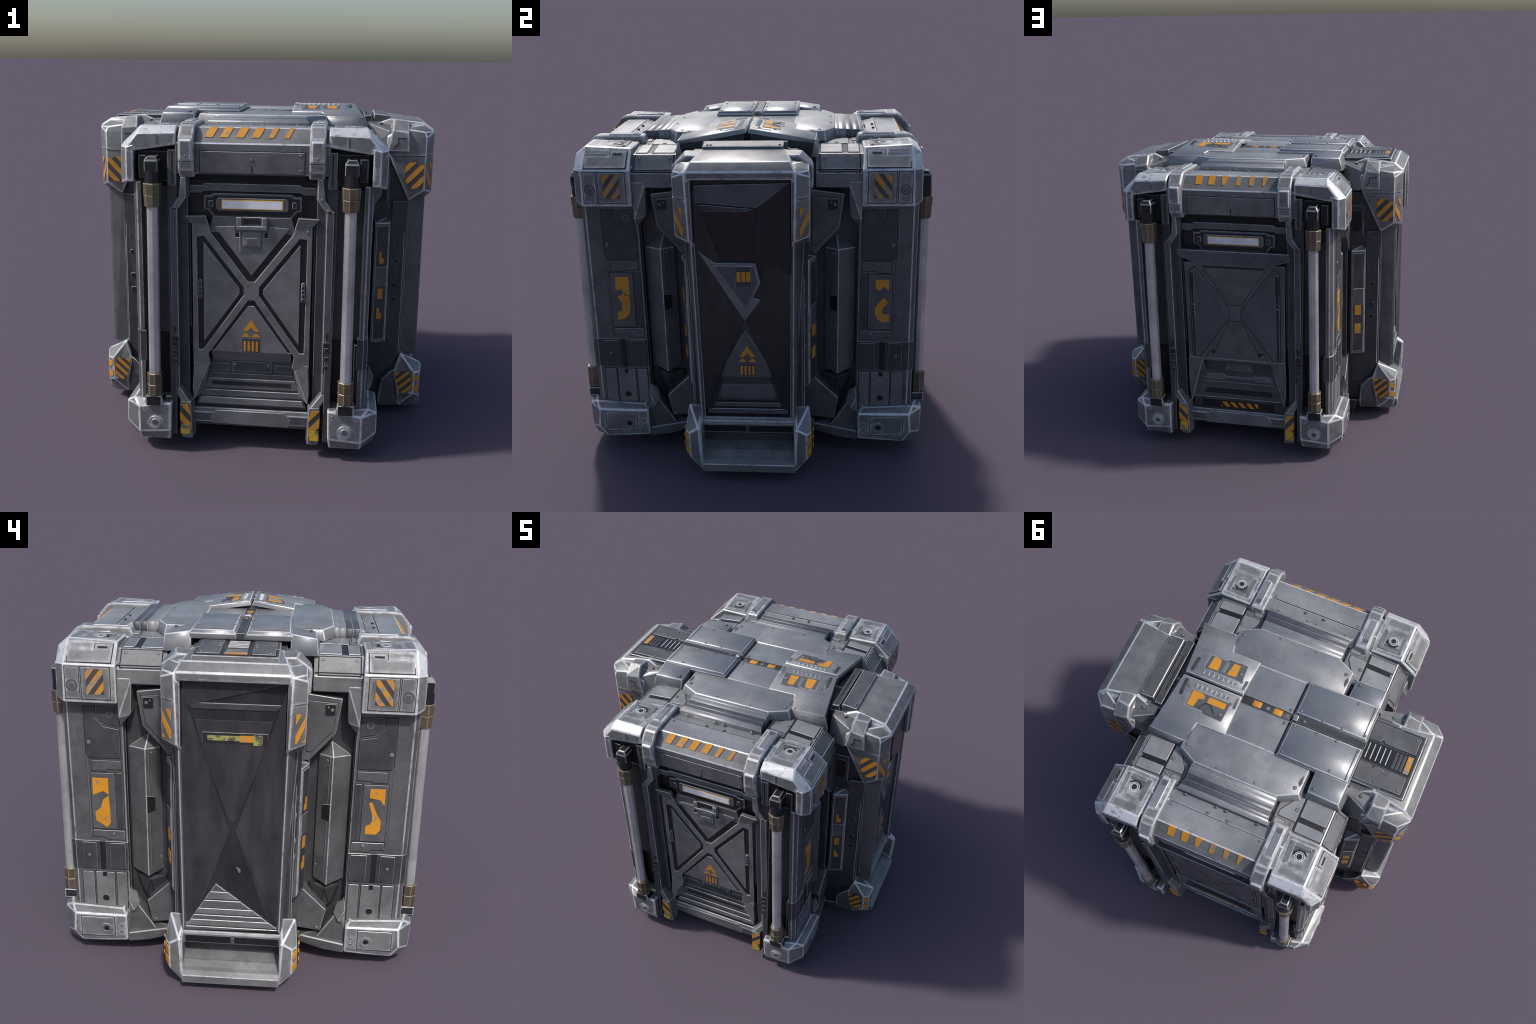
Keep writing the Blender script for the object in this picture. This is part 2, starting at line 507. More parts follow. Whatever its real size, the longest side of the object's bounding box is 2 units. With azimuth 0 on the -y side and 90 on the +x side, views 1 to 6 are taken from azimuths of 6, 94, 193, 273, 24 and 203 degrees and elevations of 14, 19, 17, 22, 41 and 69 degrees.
p.plate(s, rect(.722, .503, .748, .535), -.002, .006, 'gunmetal', .002, 'edge_dim')
p.plate(s, ngon(.735, .365, .020, 10), -.002, .0052, 'gunmetal', .001, 'edge_dim')
p.groove(s, (.80, .74), (.80, 1.49), .003)
pillar = p.place('corner_pillar', root, FOUR)

# the stencilled glyph on each pillar (each side wears its own)
def glyph(polys):
    q = Part()
    for o in polys:
        q.plate(Frame((.6395, .006, -.021), (0, 1, 0), (0, 0, 1), (1, 0, 0)), o, -.003, .0016, 'orange_paint', 0)
    return q
K = [[(.693, 1.10), (.768, 1.10), (.768, 1.035), (.742, 1.06), (.715, 1.035), (.693, 1.05)],
     [(.740, .995), (.764, .965), (.735, .93), (.73, .905), (.745, .893), (.772, .893), (.772, .846), (.735, .846), (.705, .862), (.692, .895), (.695, .935), (.715, .965)]]
FIVE = [[(.755, 1.108), (.678, 1.108), (.678, 1.0), (.705, .995), (.722, 1.035), (.755, 1.025)],
        [(.750, .985), (.71, 1.01), (.680, .985), (.678, .93), (.688, .885), (.712, .855), (.757, .845), (.757, .89), (.728, .905), (.725, .945)]]
TWO = [[(.690, 1.107), (.770, 1.107), (.770, 1.01), (.745, 1.045), (.690, 1.055)],
       [(.757, .925), (.757, .87), (.735, .843), (.678, .843), (.678, .89), (.70, .90), (.712, .92), (.708, .96), (.688, 1.025), (.705, 1.03), (.735, .96)]]
BAR = [[(.775, 1.10), (.69, 1.10), (.69, 1.005), (.72, 1.025), (.775, 1.00)], [(.690, 1.0), (.685, .84), (.705, .81), (.765, .85), (.768, .90), (.738, .925), (.722, .975)]]
for polys, i in ((K, 2), (FIVE, 0), (TWO, 1), (BAR, 3)):
    glyph(polys).place('stencil_mark', pillar[i], [(1, 1)])

# ------------------------------------------------------------------ feet
p = Part()
p.hull([(.432, .988, .302), (.436, .990, .14), (.445, .965, .074), (.618, .982, .275), (.618, .978, .12), (.615, .95, .068),
        (.703, .905, .275), (.703, .915, .16), (.688, .87, .088), (.703, .612, .272), (.703, .612, .118), (.688, .615, .098),
        (.425, .62, .074), (.425, .62, .296), (.655, .93, .305), (.66, .64, .292)], 'steel_worn', .008, 'edge_bright')
e = Frame((.432, .9905, .14), (1, -.055, 0), (0, -.012, 1), (.055, 1, 0))
p.screw(e, .03, .13, .008)
p.screw(e, .155, .125, .008)
p.plate(e, ngon(.095, .045, .036, 12), -.01, .004, 'steel_worn', .003, 'edge_soft')
p.plate(e, ngon(.095, .045, .020, 10), -.01, .008, 'steel_mid', .004, 'edge_soft')
s = SIDE(.703)
p.panel(s, rect(.685, .135, .87, .255), .003, 'steel_worn', .004)
p.ring(s, .73, .185, .018, .032, -.004, .008, 'steel_worn')
p.plate(s, ngon(.73, .185, .014, 10), -.004, .006, 'gunmetal', 0)
p.screw(s, .645, .205, .009)
p.screw(s, .645, .165, .009)
p.hull([(x, y, z) for x, y, z in ((.54, .32, .10), (.66, .34, .145), (.69, .61, .095), (.54, .61, .085), (.54, .33, .17), (.665, .36, .185), (.69, .61, .15), (.54, .61, .20), (.68, .50, .105))], 'steel_mid', .006, 'edge_dim')
# gusset between foot and hull
p.hull([(.55, .48, .10), (.66, .48, .10), (.66, .62, .10), (.55, .62, .10), (.55, .44, .15), (.66, .44, .15), (.66, .60, .30), (.55, .60, .30),
        (.665, .60, .40), (.62, .60, .42)], 'steel_mid', .005)
p.hull([(.66, .60, .43), (.69, .603, .37), (.69, .57, .30), (.66, .54, .34), (.64, .56, .40), (.66, .60, .26)], 'steel', .004, 'edge_soft')
foot = p.place('foot', root, FOUR)

# ------------------------------------------------------------------ pistons
p = Part()
p.hull([(x, y, z) for x in (.475, .58) for y in (.92, .995) for z in (.30, .315)] +
       [(x, y, z) for x in (.485, .572) for y in (.93, 1.0) for z in (.285, .345)], 'gunmetal', .005, 'edge_soft')
piston = p.place('piston', root, FOUR)
tilt = Vector((-.006, -.03, 1))
base = Vector((.526, .966, .345))
on = lambda z: base + (Vector((.519, .956, 1.53)) - base) * ((z - .345) / 1.185)
p = Part().tube(on(.40), on(1.45), 0.0325, 'chrome', 8, .004, 'chrome')
p.place('piston_rod', piston, [(1, 1)] * 4)
p = Part()
p.tube(on(.345), on(.41), .044, 'brass', 8, .003, 'edge_brass')
p.tube(on(.412), on(.475), .044, 'brass', 8, .003, 'edge_brass')
p.tube(on(1.405), on(1.468), .044, 'brass', 8, .003, 'edge_brass', .048)
p.tube(on(1.47), on(1.53), .049, 'brass', 8, .003, 'edge_brass', .051)
p.place('piston_collar', piston, [(1, 1)] * 4)
p = Part()
p.tube(on(1.52), on(1.60), .040, 'gunmetal', 16, .003, 'edge_dim', .038)
a = on(1.60)
p.hull([(a.x + dx, a.y + dy, z) for dx in (-.036, .036) for dy in (-.055, .034) for z in (1.59, 1.65)] +
       [(a.x + dx, a.y + dy, 1.672) for dx in (-.022, .022) for dy in (-.055, .016)], 'gunmetal', .006, 'edge_dim')
p.hull([(x, y, z) for x in (.45, .605) for y in (.80, .895) for z in (1.53, 1.69)], 'void', .004, 'edge_dim')
p.hull([(x, y, z) for x in (.56, .60) for y in (.86, .92) for z in (1.55, 1.67)], 'gunmetal', .004, 'edge_dim')
p.place('piston_head', piston, [(1, 1)] * 4)

# ------------------------------------------------------------------ end beams with stripes
p = Part()
prof = [(.60, 1.790), (.697, 1.812), (.715, 1.818), (.846, 1.816), (.890, 1.764), (.918, 1.738), (.916, 1.70), (.903, 1.578), (.86, 1.565), (.60, 1.565)]
fr = Frame((-.405, 0, 0), (0, 1, 0), (0, 0, 1), (1, 0, 0))
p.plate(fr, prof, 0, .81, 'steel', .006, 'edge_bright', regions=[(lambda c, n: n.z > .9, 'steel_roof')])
pf = Frame((0, .9165, 1.70), (1, 0, 0), Vector((0, -.013, -.122)).normalized(), Vector((0, .122, -.013)).normalized())
p.panel(pf, rect(-.274, .004, .274, .118), .004, 'steel', .004, 'edge_soft')
for u in (-.255, .255):
    p.screw(pf, u, .02, .008, .004)
    p.screw(pf, u, .10, .007, .004)
p.screw(pf, 0, .045, .009, .004)
p.plate(pf, rect(-.0025, .075, .0025, .119), -.002, .0048, 'void', 0)
t = TOP(1.8165)
p.groove(t, (-.29, .715), (.29, .715), .004, .0025)
for u in (-.27, -.06, .06, .27):
    p.screw(t, u, .735 if abs(u) > .2 else .70, .007, .002)
beam = p.place('end_beam', root, ENDS)
cf = Frame((0, .846, 1.8165), (1, 0, 0), Vector((0, .044, -.052)).normalized(), Vector((0, .052, .044)).normalized())
p = Part()
for i in range(6):
    c = -.205 + i * .082
    w = .022 - .002 * i * (i > 3)
    p.plate(cf, [(c - w, .003), (c + w, .003), (c + w - .026, .067), (c - w - .026, .067)], -.004, .0032, 'orange_paint' if i < 4 else 'orange_paint_rubbed', 0)
p.place('warning_stripes', beam[0], [(1, 1)])
p = Part()
for i in range(6):
    c = .205 - i * .082
    w = .021
    p.plate(cf, [(c - w, .003), (c + w * (1 if i < 3 else .5), .003), (c + w - .003 * i, .067), (c - w * .6 * (i % 3 < 2) - .004, .067)], -.004, .0032, 'orange_paint' if i < 3 else 'orange_paint_rubbed', 0)
p.place('warning_stripes', beam[1], [(1, 1)])

# ------------------------------------------------------------------ clamps over the end beams
p = Part()
prof = [(.587, 1.803), (.602, 1.838), (.86, 1.840), (.895, 1.828), (.945, 1.772), (.952, 1.66), (.945, 1.60), (.918, 1.556), (.885, 1.565), (.885, 1.70), (.86, 1.74), (.60, 1.75)]
fr = Frame((.300, 0, 0), (0, 1, 0), (0, 0, 1), (1, 0, 0))
p.plate(fr, prof, .0, .084, 'steel_worn', .009, 'edge_soft')
p.hull([(x, y, z) for x in (.330, .372) for y in (.62, .80) for z in (1.82, 1.846)], 'steel_roof', .004, 'edge_bright')
p.plate(TOP(1.846), ngon(.351, .645, .016, 16), -.003, .0015, 'steel_mid', 0)
f = END(.951)
p.hull([(.312, .93, 1.765), (.374, .93, 1.765), (.312, .96, 1.755), (.374, .96, 1.755), (.312, .958, 1.655), (.374, .958, 1.655), (.312, .93, 1.65), (.374, .93, 1.65)], 'steel_worn', .005, 'edge_bright')
p.screw(END(.958), .343, 1.672, .006)
p.groove(f, (.302, 1.645), (.383, 1.645), .003)
p.place('clamp', root, FOUR)

# ------------------------------------------------------------------ door posts
p = Part()
sec = lambda x0, x1, z, y0=.86, y1=.928: [(x0, y0, z), (x1, y0, z), (x0 + .012, y1, z), (x1 - .012, y1, z)]
p.hull(sec(.384, .446, .372) + sec(.384, .446, 1.395), 'steel_blue', .004, 'edge_soft')
p.hull(sec(.384, .446, 1.385) + sec(.336, .398, 1.452) , 'steel', .004, 'edge_soft')
p.hull(sec(.336, .398, 1.45) + sec(.336, .385, 1.56), 'steel', .004, 'edge_soft')
p.hull(sec(.384, .446, .376) + sec(.324, .395, .295, .86, .945), 'steel', .004, 'edge_soft')
p.hull(sec(.318, .40, .30, .86, .952) + sec(.312, .392, .078, .88, .945), 'steel', .004, 'edge_soft')
p.hull([(.41, .80, .10), (.44, .80, .10), (.41, .95, .10), (.44, .95, .10), (.40, .80, 1.55), (.452, .80, 1.55), (.40, .90, 1.55), (.452, .90, 1.55)], 'steel_dark', .003, 'edge_dim')
e = END(.928)
p.plate(e, rect(.397, .498, .434, .678), -.004, .004, 'gunmetal', .002, 'edge_dim')
for z in (.525, .575, .625):
    p.plate(e, rect(.404, z, .427, z + .022), -.004, .008, 'gunmetal', .002, 'edge_dim')
p.plate(e, rect(.409, .70, .420, .728), -.004, .002, 'void', 0)
p.screw(Frame((0, .93, 0), (1, 0, 0), (0, 0, 1), (0, 1, 0)), .405, 1.40, .008)
p.screw(e, .37, 1.455, .007)
p.hull([(x, y, z) for x in (.40, .445) for y in (.86, .915) for z in (1.51, 1.70)] , 'steel_mid', .004, 'edge_soft')
p.plate(END(.915), rect(.418, 1.52, .424, 1.69), -.003, .001, 'void', 0)
post = p.place('door_post', root, FOUR)
p = Part().stripes(END(.9495), [(.330, .105), (.388, .105), (.392, .285), (.345, .285), (.330, .23)], .045, .085, .9, mat='orange_paint', base='panel_grey', h=.004, h0=.002)
p.plate(END(.95), rect(.335, .108, .385, .165), -.003, .0068, 'yellow_paint', 0)
p.place('warning_patch', post, [(1, 1)] * 4)

# ------------------------------------------------------------------ doors (shared surround)
def door_shell():
    q = Part()
    q.hull([(x, y, z) for x in (-.40, .40) for y in (.78, .845) for z in (.60, 1.60)], 'gunmetal', .003, 'edge_dim')
    e = END(.845)
    q.plate(e, [(-.258, 1.482), (.258, 1.482), (.272, 1.47), (.335, 1.47), (.335, 1.51), (.262, 1.51), (.255, 1.522), (-.255, 1.522), (-.262, 1.51), (-.335, 1.51), (-.335, 1.47), (-.272, 1.47)], 0, .028, 'steel_mid', .004, 'edge_soft')
    q.plate(e, rect(-.33, 1.535, .33, 1.57), 0, .012, 'void', 0)
    oct_ = [(-.262, 1.38), (-.238, 1.376), (-.208, 1.338), (.208, 1.338), (.238, 1.376), (.262, 1.38), (.262, 1.456), (.224, 1.456), (.210, 1.468), (-.210, 1.468), (-.224, 1.456), (-.262, 1.456)]
    q.plate(e, oct_, 0, .020, 'steel_mid', .004, 'edge_soft')
    q.plate(e, grow(oct_, -.012), 0, .022, 'gunmetal', 0)
    q.plate(e, rect(-.192, 1.377, .192, 1.446, .01), 0, .030, 'steel_mid', .004, 'edge_soft')
    for sx in (-1, 1):
        q.plate(e, rect(sx * .224 - .012, 1.395, sx * .224 + .012, 1.430), 0, .027, 'steel_mid', .003, 'edge_soft')
        q.plate(e, rect(sx * .224 - .006, 1.402, sx * .224 + .006, 1.423), 0, .0285, 'void', 0)
        q.screw(Frame((0, .873, 0), (1, 0, 0), (0, 0, 1), (0, 1, 0)), sx * .24, 1.502, .006)
        # flanks beside the vent, splayed
        q.hull([(sx * .330, .885, .72), (sx * .364, .86, .72), (sx * .364, .84, .72), (sx * .330, .885, 1.30), (sx * .364, .86, 1.345), (sx * .36, .84, 1.345)], 'steel_dark', .003, 'edge_dim')
    # sill beam
    q.hull([(sx * x, y, z) for sx in (-1, 1) for x, y, z in ((.34, .80, .130), (.33, .872, .132), (.33, .888, .160), (.33, .890, .215), (.33, .876, .238), (.34, .78, .25))], 'steel_mid', .005, 'edge_soft')
    q.plate(Frame((0, .898, 0), (1, 0, 0), (0, .02, 1), (0, 1, -.02)), [(-.195, .232), (.195, .232), (.228, .185), (.215, .145), (-.215, .150), (-.228, .185)], -.03, -.010, 'steel', .004, 'edge_soft')
    q.hull([(sx * x, y, z) for sx in (-1, 1) for x, y, z in ((.34, .70, .10), (.34, .80, .10), (.36, .78, .61), (.36, .70, .61), (.34, .85, .135))], 'gunmetal', .003, 'edge_dim')
    for sx in (-1, 1):
        q.hull([(sx * x, y, z) for x in (.345, .40) for y in (.80, .886) for z in (.20, 1.56)], 'steel_dark', .003, 'edge_dim')
    return q


def lamp(parent):
    e = END(.875)
    q = Part()
    q.plate(e, rect(-.168, 1.383, .168, 1.440), -.004, .001, 'lamp_rim_dark', 0)
    q.plate(e, rect(-.1645, 1.3865, .1645, 1.4365), -.004, .002, 'lamp_rim', 0)
    q.plate(e, rect(-.160, 1.390, .160, 1.432), -.004, .003, 'lamp_white', 0)
    q.place('lamp_strip', parent, [(1, 1)])


def cargo_arrow(q, fr, k=1.0, u0=0., v0=0., h=0.):
    """Upward chevrons over a barred crate."""
    m = lambda pts: [(u0 + u * k, v0 + v * k) for u, v in pts]
    q.plate(fr, m([(0, .775), (-.045, .708), (-.018, .708), (0, .730), (.018, .708), (.045, .708)]), -.003, h + .0013, 'orange_paint', 0)
    q.plate(fr, m([(-.028, .700), (-.004, .675), (-.052, .675)]), -.003, h + .0013, 'orange_paint', 0)
    q.plate(fr, m([(.028, .700), (.052, .675), (.004, .675)]), -.003, h + .0013, 'orange_paint', 0)
    q.plate(fr, m(rect(-.052, .581, .052, .667)), -.003, h + .0006, 'edge_dim', 0)
    q.plate(fr, m(rect(-.050, .583, .050, .665)), -.003, h + .0012, 'panel_grey', 0)
    for i in range(4):
        q.plate(fr, m(rect(-.041 + i * .0225, .592, -.029 + i * .0225, .650)), -.003, h + .0018, 'orange_paint', 0)


end_doors = door_shell().place('door', root, ENDS)
for d in end_doors:
    lamp(d)

# ---- front door leaf (-y): strong X brace over recessed triangles
e = END(.89)
p = Part()
leaf = [(-.318, .592), (.318, .592), (.326, 1.30), (.245, 1.30), (.222, 1.262), (-.222, 1.262), (-.245, 1.30), (-.326, 1.30)]
p.plate(e, leaf, -.05, -.009, 'gunmetal', .002, 'edge_dim')
p.plate(e, [(-.21, 1.345), (.21, 1.345), (.235, 1.26), (-.235, 1.26)], -.05, -.012, 'steel_mid', .002, 'edge_dim')
# recessed infill triangles
p.plate(e, [(-.20, 1.290), (-.09, 1.296), (-.088, 1.236), (-.064, 1.236), (.064, 1.236), (.088, 1.236), (.09, 1.296), (.20, 1.290), (0, 1.026)], -.03, -.004, 'steel', .002, 'edge_soft')
for sx in (-1, 1):
    p.plate(e, [(sx * .262, 1.205), (sx * .065, .949), (sx * .065, .920), (sx * .262, .640)], -.03, -.004, 'steel', .002, 'edge_soft')
p.plate(e, [(-.017, .853), (.017, .853), (.208, .585), (-.208, .585)], -.03, -.004, 'steel', .002, 'edge_soft')
p.hull([(sx * x, y, z) for sx in (-1, 1) for x, y, z in ((.222, .884, .590), (.222, .838, .515), (.222, .79, .515), (.222, .80, .60))], 'steel', .003, 'edge_soft')
front_leaf = p.place('door_leaf', end_doors[0], [(1, 1)])[0]

p = Part()                                    # brace: stiles, diagonals and hub
for sx in (-1, 1):
    p.plate(e, [(sx * .250, 1.350), (sx * .358, 1.346), (sx * .322, 1.306), (sx * .322, .62), (sx * .322, .50), (sx * .228, .50), (sx * .238, .57),
                (sx * .017, .886), (sx * .0, .90), (sx * .0, .92), (sx * .038, .92), (sx * .268, .592), (sx * .292, .592), (sx * .298, 1.232), (sx * .258, 1.238),
                (sx * .038, .956), (sx * .0, .956), (sx * .0, .99), (sx * .018, .992), (sx * .225, 1.262), (sx * .232, 1.298)][::sx],
            -.02, 0, 'steel', .0028, 'edge_soft')
    p.plate(e, [(sx * .248, 1.35), (sx * .36, 1.346), (sx * .326, 1.306), (sx * .232, 1.30)], -.01, .006, 'steel_mid', .003, 'edge_soft')
    p.plate(e, rect(sx * .280 - .010, .885, sx * .280 + .010, .995, .006), -.02, .003, 'gunmetal', .003, 'edge_soft')
    for i in range(4):
        p.plate(e, rect(sx * .280 - .006, .898 + i * .024, sx * .280 + .006, .912 + i * .024), -.02, .008, 'gunmetal', .003, 'edge_dim')
    p.screw(e, sx * .300, 1.275, .008)
p.plate(e, [(-.017, .887), (.017, .887), (.042, .92), (.042, .956), (.018, .991), (-.018, .991), (-.042, .956), (-.042, .92)], -.02, .0009, 'steel', .001, 'steel')
p.place('cross_brace', front_leaf, [(1, 1)])

p = Part()                                    # latch
p.plate(e, [(-.082, 1.348), (.082, 1.348), (.082, 1.276), (.068, 1.276), (.064, 1.153), (-.064, 1.153), (-.068, 1.276), (-.082, 1.276)], -.02, -.0015, 'steel_mid', .003, 'edge_soft')
p.hull([(x, y, z) for x in (-.080, .080) for y in (.88, .905) for z in (1.28, 1.302)] , 'steel', .004, 'edge_soft')
for sx in (-1, 1):
    p.hull([(sx * x, y, z) for x in (.055, .080) for y in (.88, .903) for z in (1.278, 1.348)], 'steel', .004, 'edge_soft')
p.plate(e, rect(-.042, 1.312, .042, 1.338), -.02, .001, 'void', 0)
p.plate(e, rect(-.046, 1.19, .046, 1.265), -.02, .003, 'steel', .003, 'edge_soft')
p.plate(e, rect(-.030, 1.20, .030, 1.235), -.02, .006, 'steel_mid', .003, 'edge_soft')
p.place('latch', front_leaf, [(1, 1)])

p = Part()                                    # vent and ledges under the leaf
p.hull([(sx * x, y, z) for sx in (-1, 1) for x, y, z in ((.226, .833, .52), (.31, .872, .265), (.225, .78, .52), (.31, .78, .25), (.31, .862, .24))], 'steel_dark', .003, 'edge_dim')
v = Vector((0, .039, -.255)).normalized()
vf = Frame((0, .8335, .515), (1, 0, 0), v, Vector((0, .255, .039)).normalized())
p.plate(vf, rect(-.225, .020, -.128, .060), -.01, .004, 'steel_dark', .003, 'edge_soft')
p.plate(vf, rect(-.108, .004, .112, .062), -.01, .008, 'steel_dark', .003, 'edge_soft')
p.plate(vf, rect(.132, .020, .225, .060), -.01, .004, 'steel_dark', .003, 'edge_soft')
p.screw(vf, -.095, .020, .009, .008)
p.screw(vf, .095, .020, .009, .008)
p.plate(vf, [(-.240, .075), (.240, .075), (.245, .095), (-.245, .095)], -.01, .004, 'steel_dark', .003, 'edge_dim')
p.plate(vf, [(-.245, .105), (.245, .105), (.262, .160), (-.262, .160)], -.01, .006, 'steel_mid', .003, 'edge_soft')
p.plate(vf, rect(-.222, .120, .222, .143), -.01, .0075, 'void', 0)
p.plate(vf, [(-.27, .172), (.27, .172), (.285, .205), (-.285, .205)], -.01, .007, 'steel_mid', .004, 'edge_soft')
p.plate(vf, [(-.288, .215), (.288, .215), (.30, .25), (-.30, .25)], -.01, .010, 'steel', .004, 'edge_soft')
for sx in (-1, 1):
    p.hull([(sx * x, y, z) for x, y, z in ((.232, .886, .52), (.318, .892, .52), (.325, .905, .37), (.318, .905, .30), (.27, .862, .33), (.232, .838, .50), (.33, .82, .28), (.24, .79, .52), (.332, .80, .45))], 'steel', .003, 'edge_soft')
p.place('vent', front_leaf, [(1, 1)])
p = Part()
cargo_arrow(p, END(.8865))
p.place('cargo_arrow', front_leaf, [(1, 1)])

# ---- rear door leaf (+y): flush panel with scribed X, header and box step
p = Part()
p.plate(e, [(-.322, .595), (.322, .595), (.326, 1.262), (-.326, 1.262)], -.05, -.006, 'steel_mid', .003, 'edge_soft')
p.plate(e, [(-.362, 1.346), (.362, 1.346), (.362, 1.302), (.222, 1.252), (-.222, 1.252), (-.362, 1.302)], -.03, .006, 'steel_blue', .004, 'edge_soft')
p.plate(e, rect(-.20, 1.234, .20, 1.243), -.02, -.003, 'void', 0)
f = END(.884)
for sx in (-1, 1):
    side = [(sx * .292, 1.205), (sx * .258, 1.232), (sx * .180, 1.140), (sx * .042, .955), (sx * .042, .905), (sx * .262, .60), (sx * .292, .60)][::sx]
    p.plate(f, grow(side, .005), -.01, .0012, 'void', 0)
    p.plate(f, side, -.01, .004, 'steel_blue', .002, 'edge_dim')
    p.plate(f, rect(sx * .278 - .014, 1.075, sx * .278 + .014, 1.20), -.01, .007, 'gunmetal', .003, 'edge_dim')
    p.plate(f, rect(sx * .278 - .008, .62, sx * .278 + .008, 1.08), -.01, .0055, 'gunmetal', .002, 'edge_dim')
    p.plate(f, rect(sx * .278 - .013, .885, sx * .278 + .013, .985, .006), -.01, .009, 'steel_dark', .003, 'edge_soft')
    for i in range(4):
        p.plate(f, rect(sx * .278 - .008, .897 + i * .022, sx * .278 + .008, .907 + i * .022), -.01, .0115, 'gunmetal', 0)
    p.line(f, [(sx * .04, .99), (sx * .20, 1.225)], .003)
    p.line(f, [(sx * .042, .880), (sx * .145, .665), (sx * .18, .668), (sx * .208, .615)], .003, .0011)
    p.plate(f, ngon(sx * .155, .658, .012, 10), -.01, .002, 'void', 0)
p.line(f, [(-.04, .99), (.04, .99)], .003, .0012)
p.line(f, [(-.042, .881), (.042, .881)], .003, .0014)
rear_leaf = p.place('door_leaf', end_doors[1], [(1, 1)])[0]
p = Part()
p.plate(e, [(-.226, .612), (.226, .612), (.226, .490), (-.226, .490)], -.08, -.048, 'steel_dark', .003, 'edge_soft')
p.plate(e, rect(-.222, .604, .222, .613), -.06, -.004, 'steel_mid', .002, 'edge_soft')
p.plate(e, [(-.095, .51), (.095, .51), (.082, .570), (-.082, .570)], -.06, -.042, 'steel_mid', .003, 'edge_dim')
p.screw(Frame((0, .848, 0), (1, 0, 0), (0, 0, 1), (0, 1, 0)), -.065, .538, .012)
p.screw(Frame((0, .848, 0), (1, 0, 0), (0, 0, 1), (0, 1, 0)), .065, .538, .012)
p.hull([(sx * x, y, z) for sx in (-1, 1) for x, y, z in ((.226, .842, .495), (.30, .876, .345), (.22, .78, .50), (.30, .78, .235), (.31, .862, .235), (.30, .878, .33))], 'steel_dark', .004, 'edge_soft')
v = Vector((0, .034, -.15)).normalized()
rf = Frame((0, .842, .495), (1, 0, 0), v, Vector((0, .15, .034)).normalized())
p.plate(rf, [(-.215, .01), (-.10, .01), (-.09, .02), (.09, .02), (.10, .01), (.215, .01), (.232, .045), (.11, .045), (.10, .035), (-.10, .035), (-.11, .045), (-.232, .045)], -.01, .006, 'steel_mid', .003, 'edge_soft')
p.plate(rf, [(-.242, .06), (.242, .06), (.262, .10), (-.262, .10)], -.01, .005, 'steel_dark', .003, 'edge_soft')
p.plate(rf, [(-.215, .108), (.215, .108), (.235, .140), (-.235, .140)], -.01, .003, 'void', 0)
for sx in (-1, 1):
    p.hull([(sx * x, y, z) for x, y, z in ((.228, .890, .61), (.325, .890, .62), (.325, .900, .40), (.315, .895, .30), (.300, .872, .345), (.228, .845, .495), (.33, .80, .28), (.23, .80, .60))], 'steel_mid', .003, 'edge_soft')
df = Frame((0, .870, .285), (1, 0, 0), (0, .13, .99), (0, .99, -.13))
p.plate(df, rect(-.25, -.035, .25, .03), -.01, .002, 'gunmetal', .002, 'edge_dim')
p.place('step_box', rear_leaf, [(1, 1)])
p = Part().stripes(df, rect(-.133, -.022, .118, .016), .030, .054, .75, h=.004, base=None, h0=.002)
p.place('warning_stripes', rear_leaf, [(1, 1)])

# ------------------------------------------------------------------ canisters, fins between arm and corner
p = Part()
ring = lambda z, k=1.0: [(.585, .500 - .080 * k, z), (.632, .494, z), (.585, .500 + .090 * k, z), (.54, .495 + .06 * k, z), (.54, .495 - .06 * k, z)]
p.hull(ring(.52) + ring(1.250) + [(.565, .485, 1.315), (.54, .485, 1.315), (.632, .494, .49)], 'steel_mid', .004, 'edge_soft')
p.hull([(.59, .47, .88), (.634, .492, .88), (.59, .47, .98), (.634, .492, .98), (.627, .478, .88), (.627, .478, .98), (.608, .448, .89), (.608, .448, .97)], 'gunmetal', .003, 'edge_dim')
p.hull([(.56, .40, .48), (.58, .40, .48), (.612, .487, .46), (.58, .57, .48), (.56, .57, .48), (.56, .42, .36), (.585, .47, .34), (.585, .52, .34), (.56, .55, .36)], 'steel_dark', .004, 'gunmetal')
cf_ = Frame((.632, .494, 0), Vector((-.047, -.074, 0)).normalized(), (0, 0, 1), Vector((.074, -.047, 0)).normalized())
p.screw(cf_, .035, 1.225, .007)
p.screw(cf_, .075, .60, .006)
p.groove(cf_, (.022, .53), (.022, 1.245), .003)
p.place('canister', root, FOUR)

p = Part()
fl = SIDE(.657)
up = [(.522, 1.572), (.30, 1.60), (.30, 1.24), (.364, 1.236), (.496, 1.387)]
p.plate(fl, up, -.10, .0, 'steel_mid', .004, 'edge_soft')
p.panel(fl, [(.500, 1.548), (.35, 1.56), (.35, 1.29), (.372, 1.285), (.478, 1.40)], .003, 'steel_mid', .003, 'edge_dim')
p.plate(fl, rect(.435, 1.485, .49, 1.545, .006), -.002, .007, 'gunmetal', .002, 'edge_dim')
p.screw(fl, .472, 1.515, .009, .006)
p.screw(fl, .452, 1.528, .005, .006)
p.plate(fl, rect(.30, .44, .372, 1.25), -.10, -.012, 'steel_dark', .004, 'edge_dim')
lo = [(.367, .478), (.500, .350), (.474, .214), (.30, .236), (.30, .50)]
p.plate(fl, lo, -.10, .0, 'steel_mid', .004, 'edge_soft')
p.screw(fl, .455, .235, .008)
p.place('fin', root, FOUR)

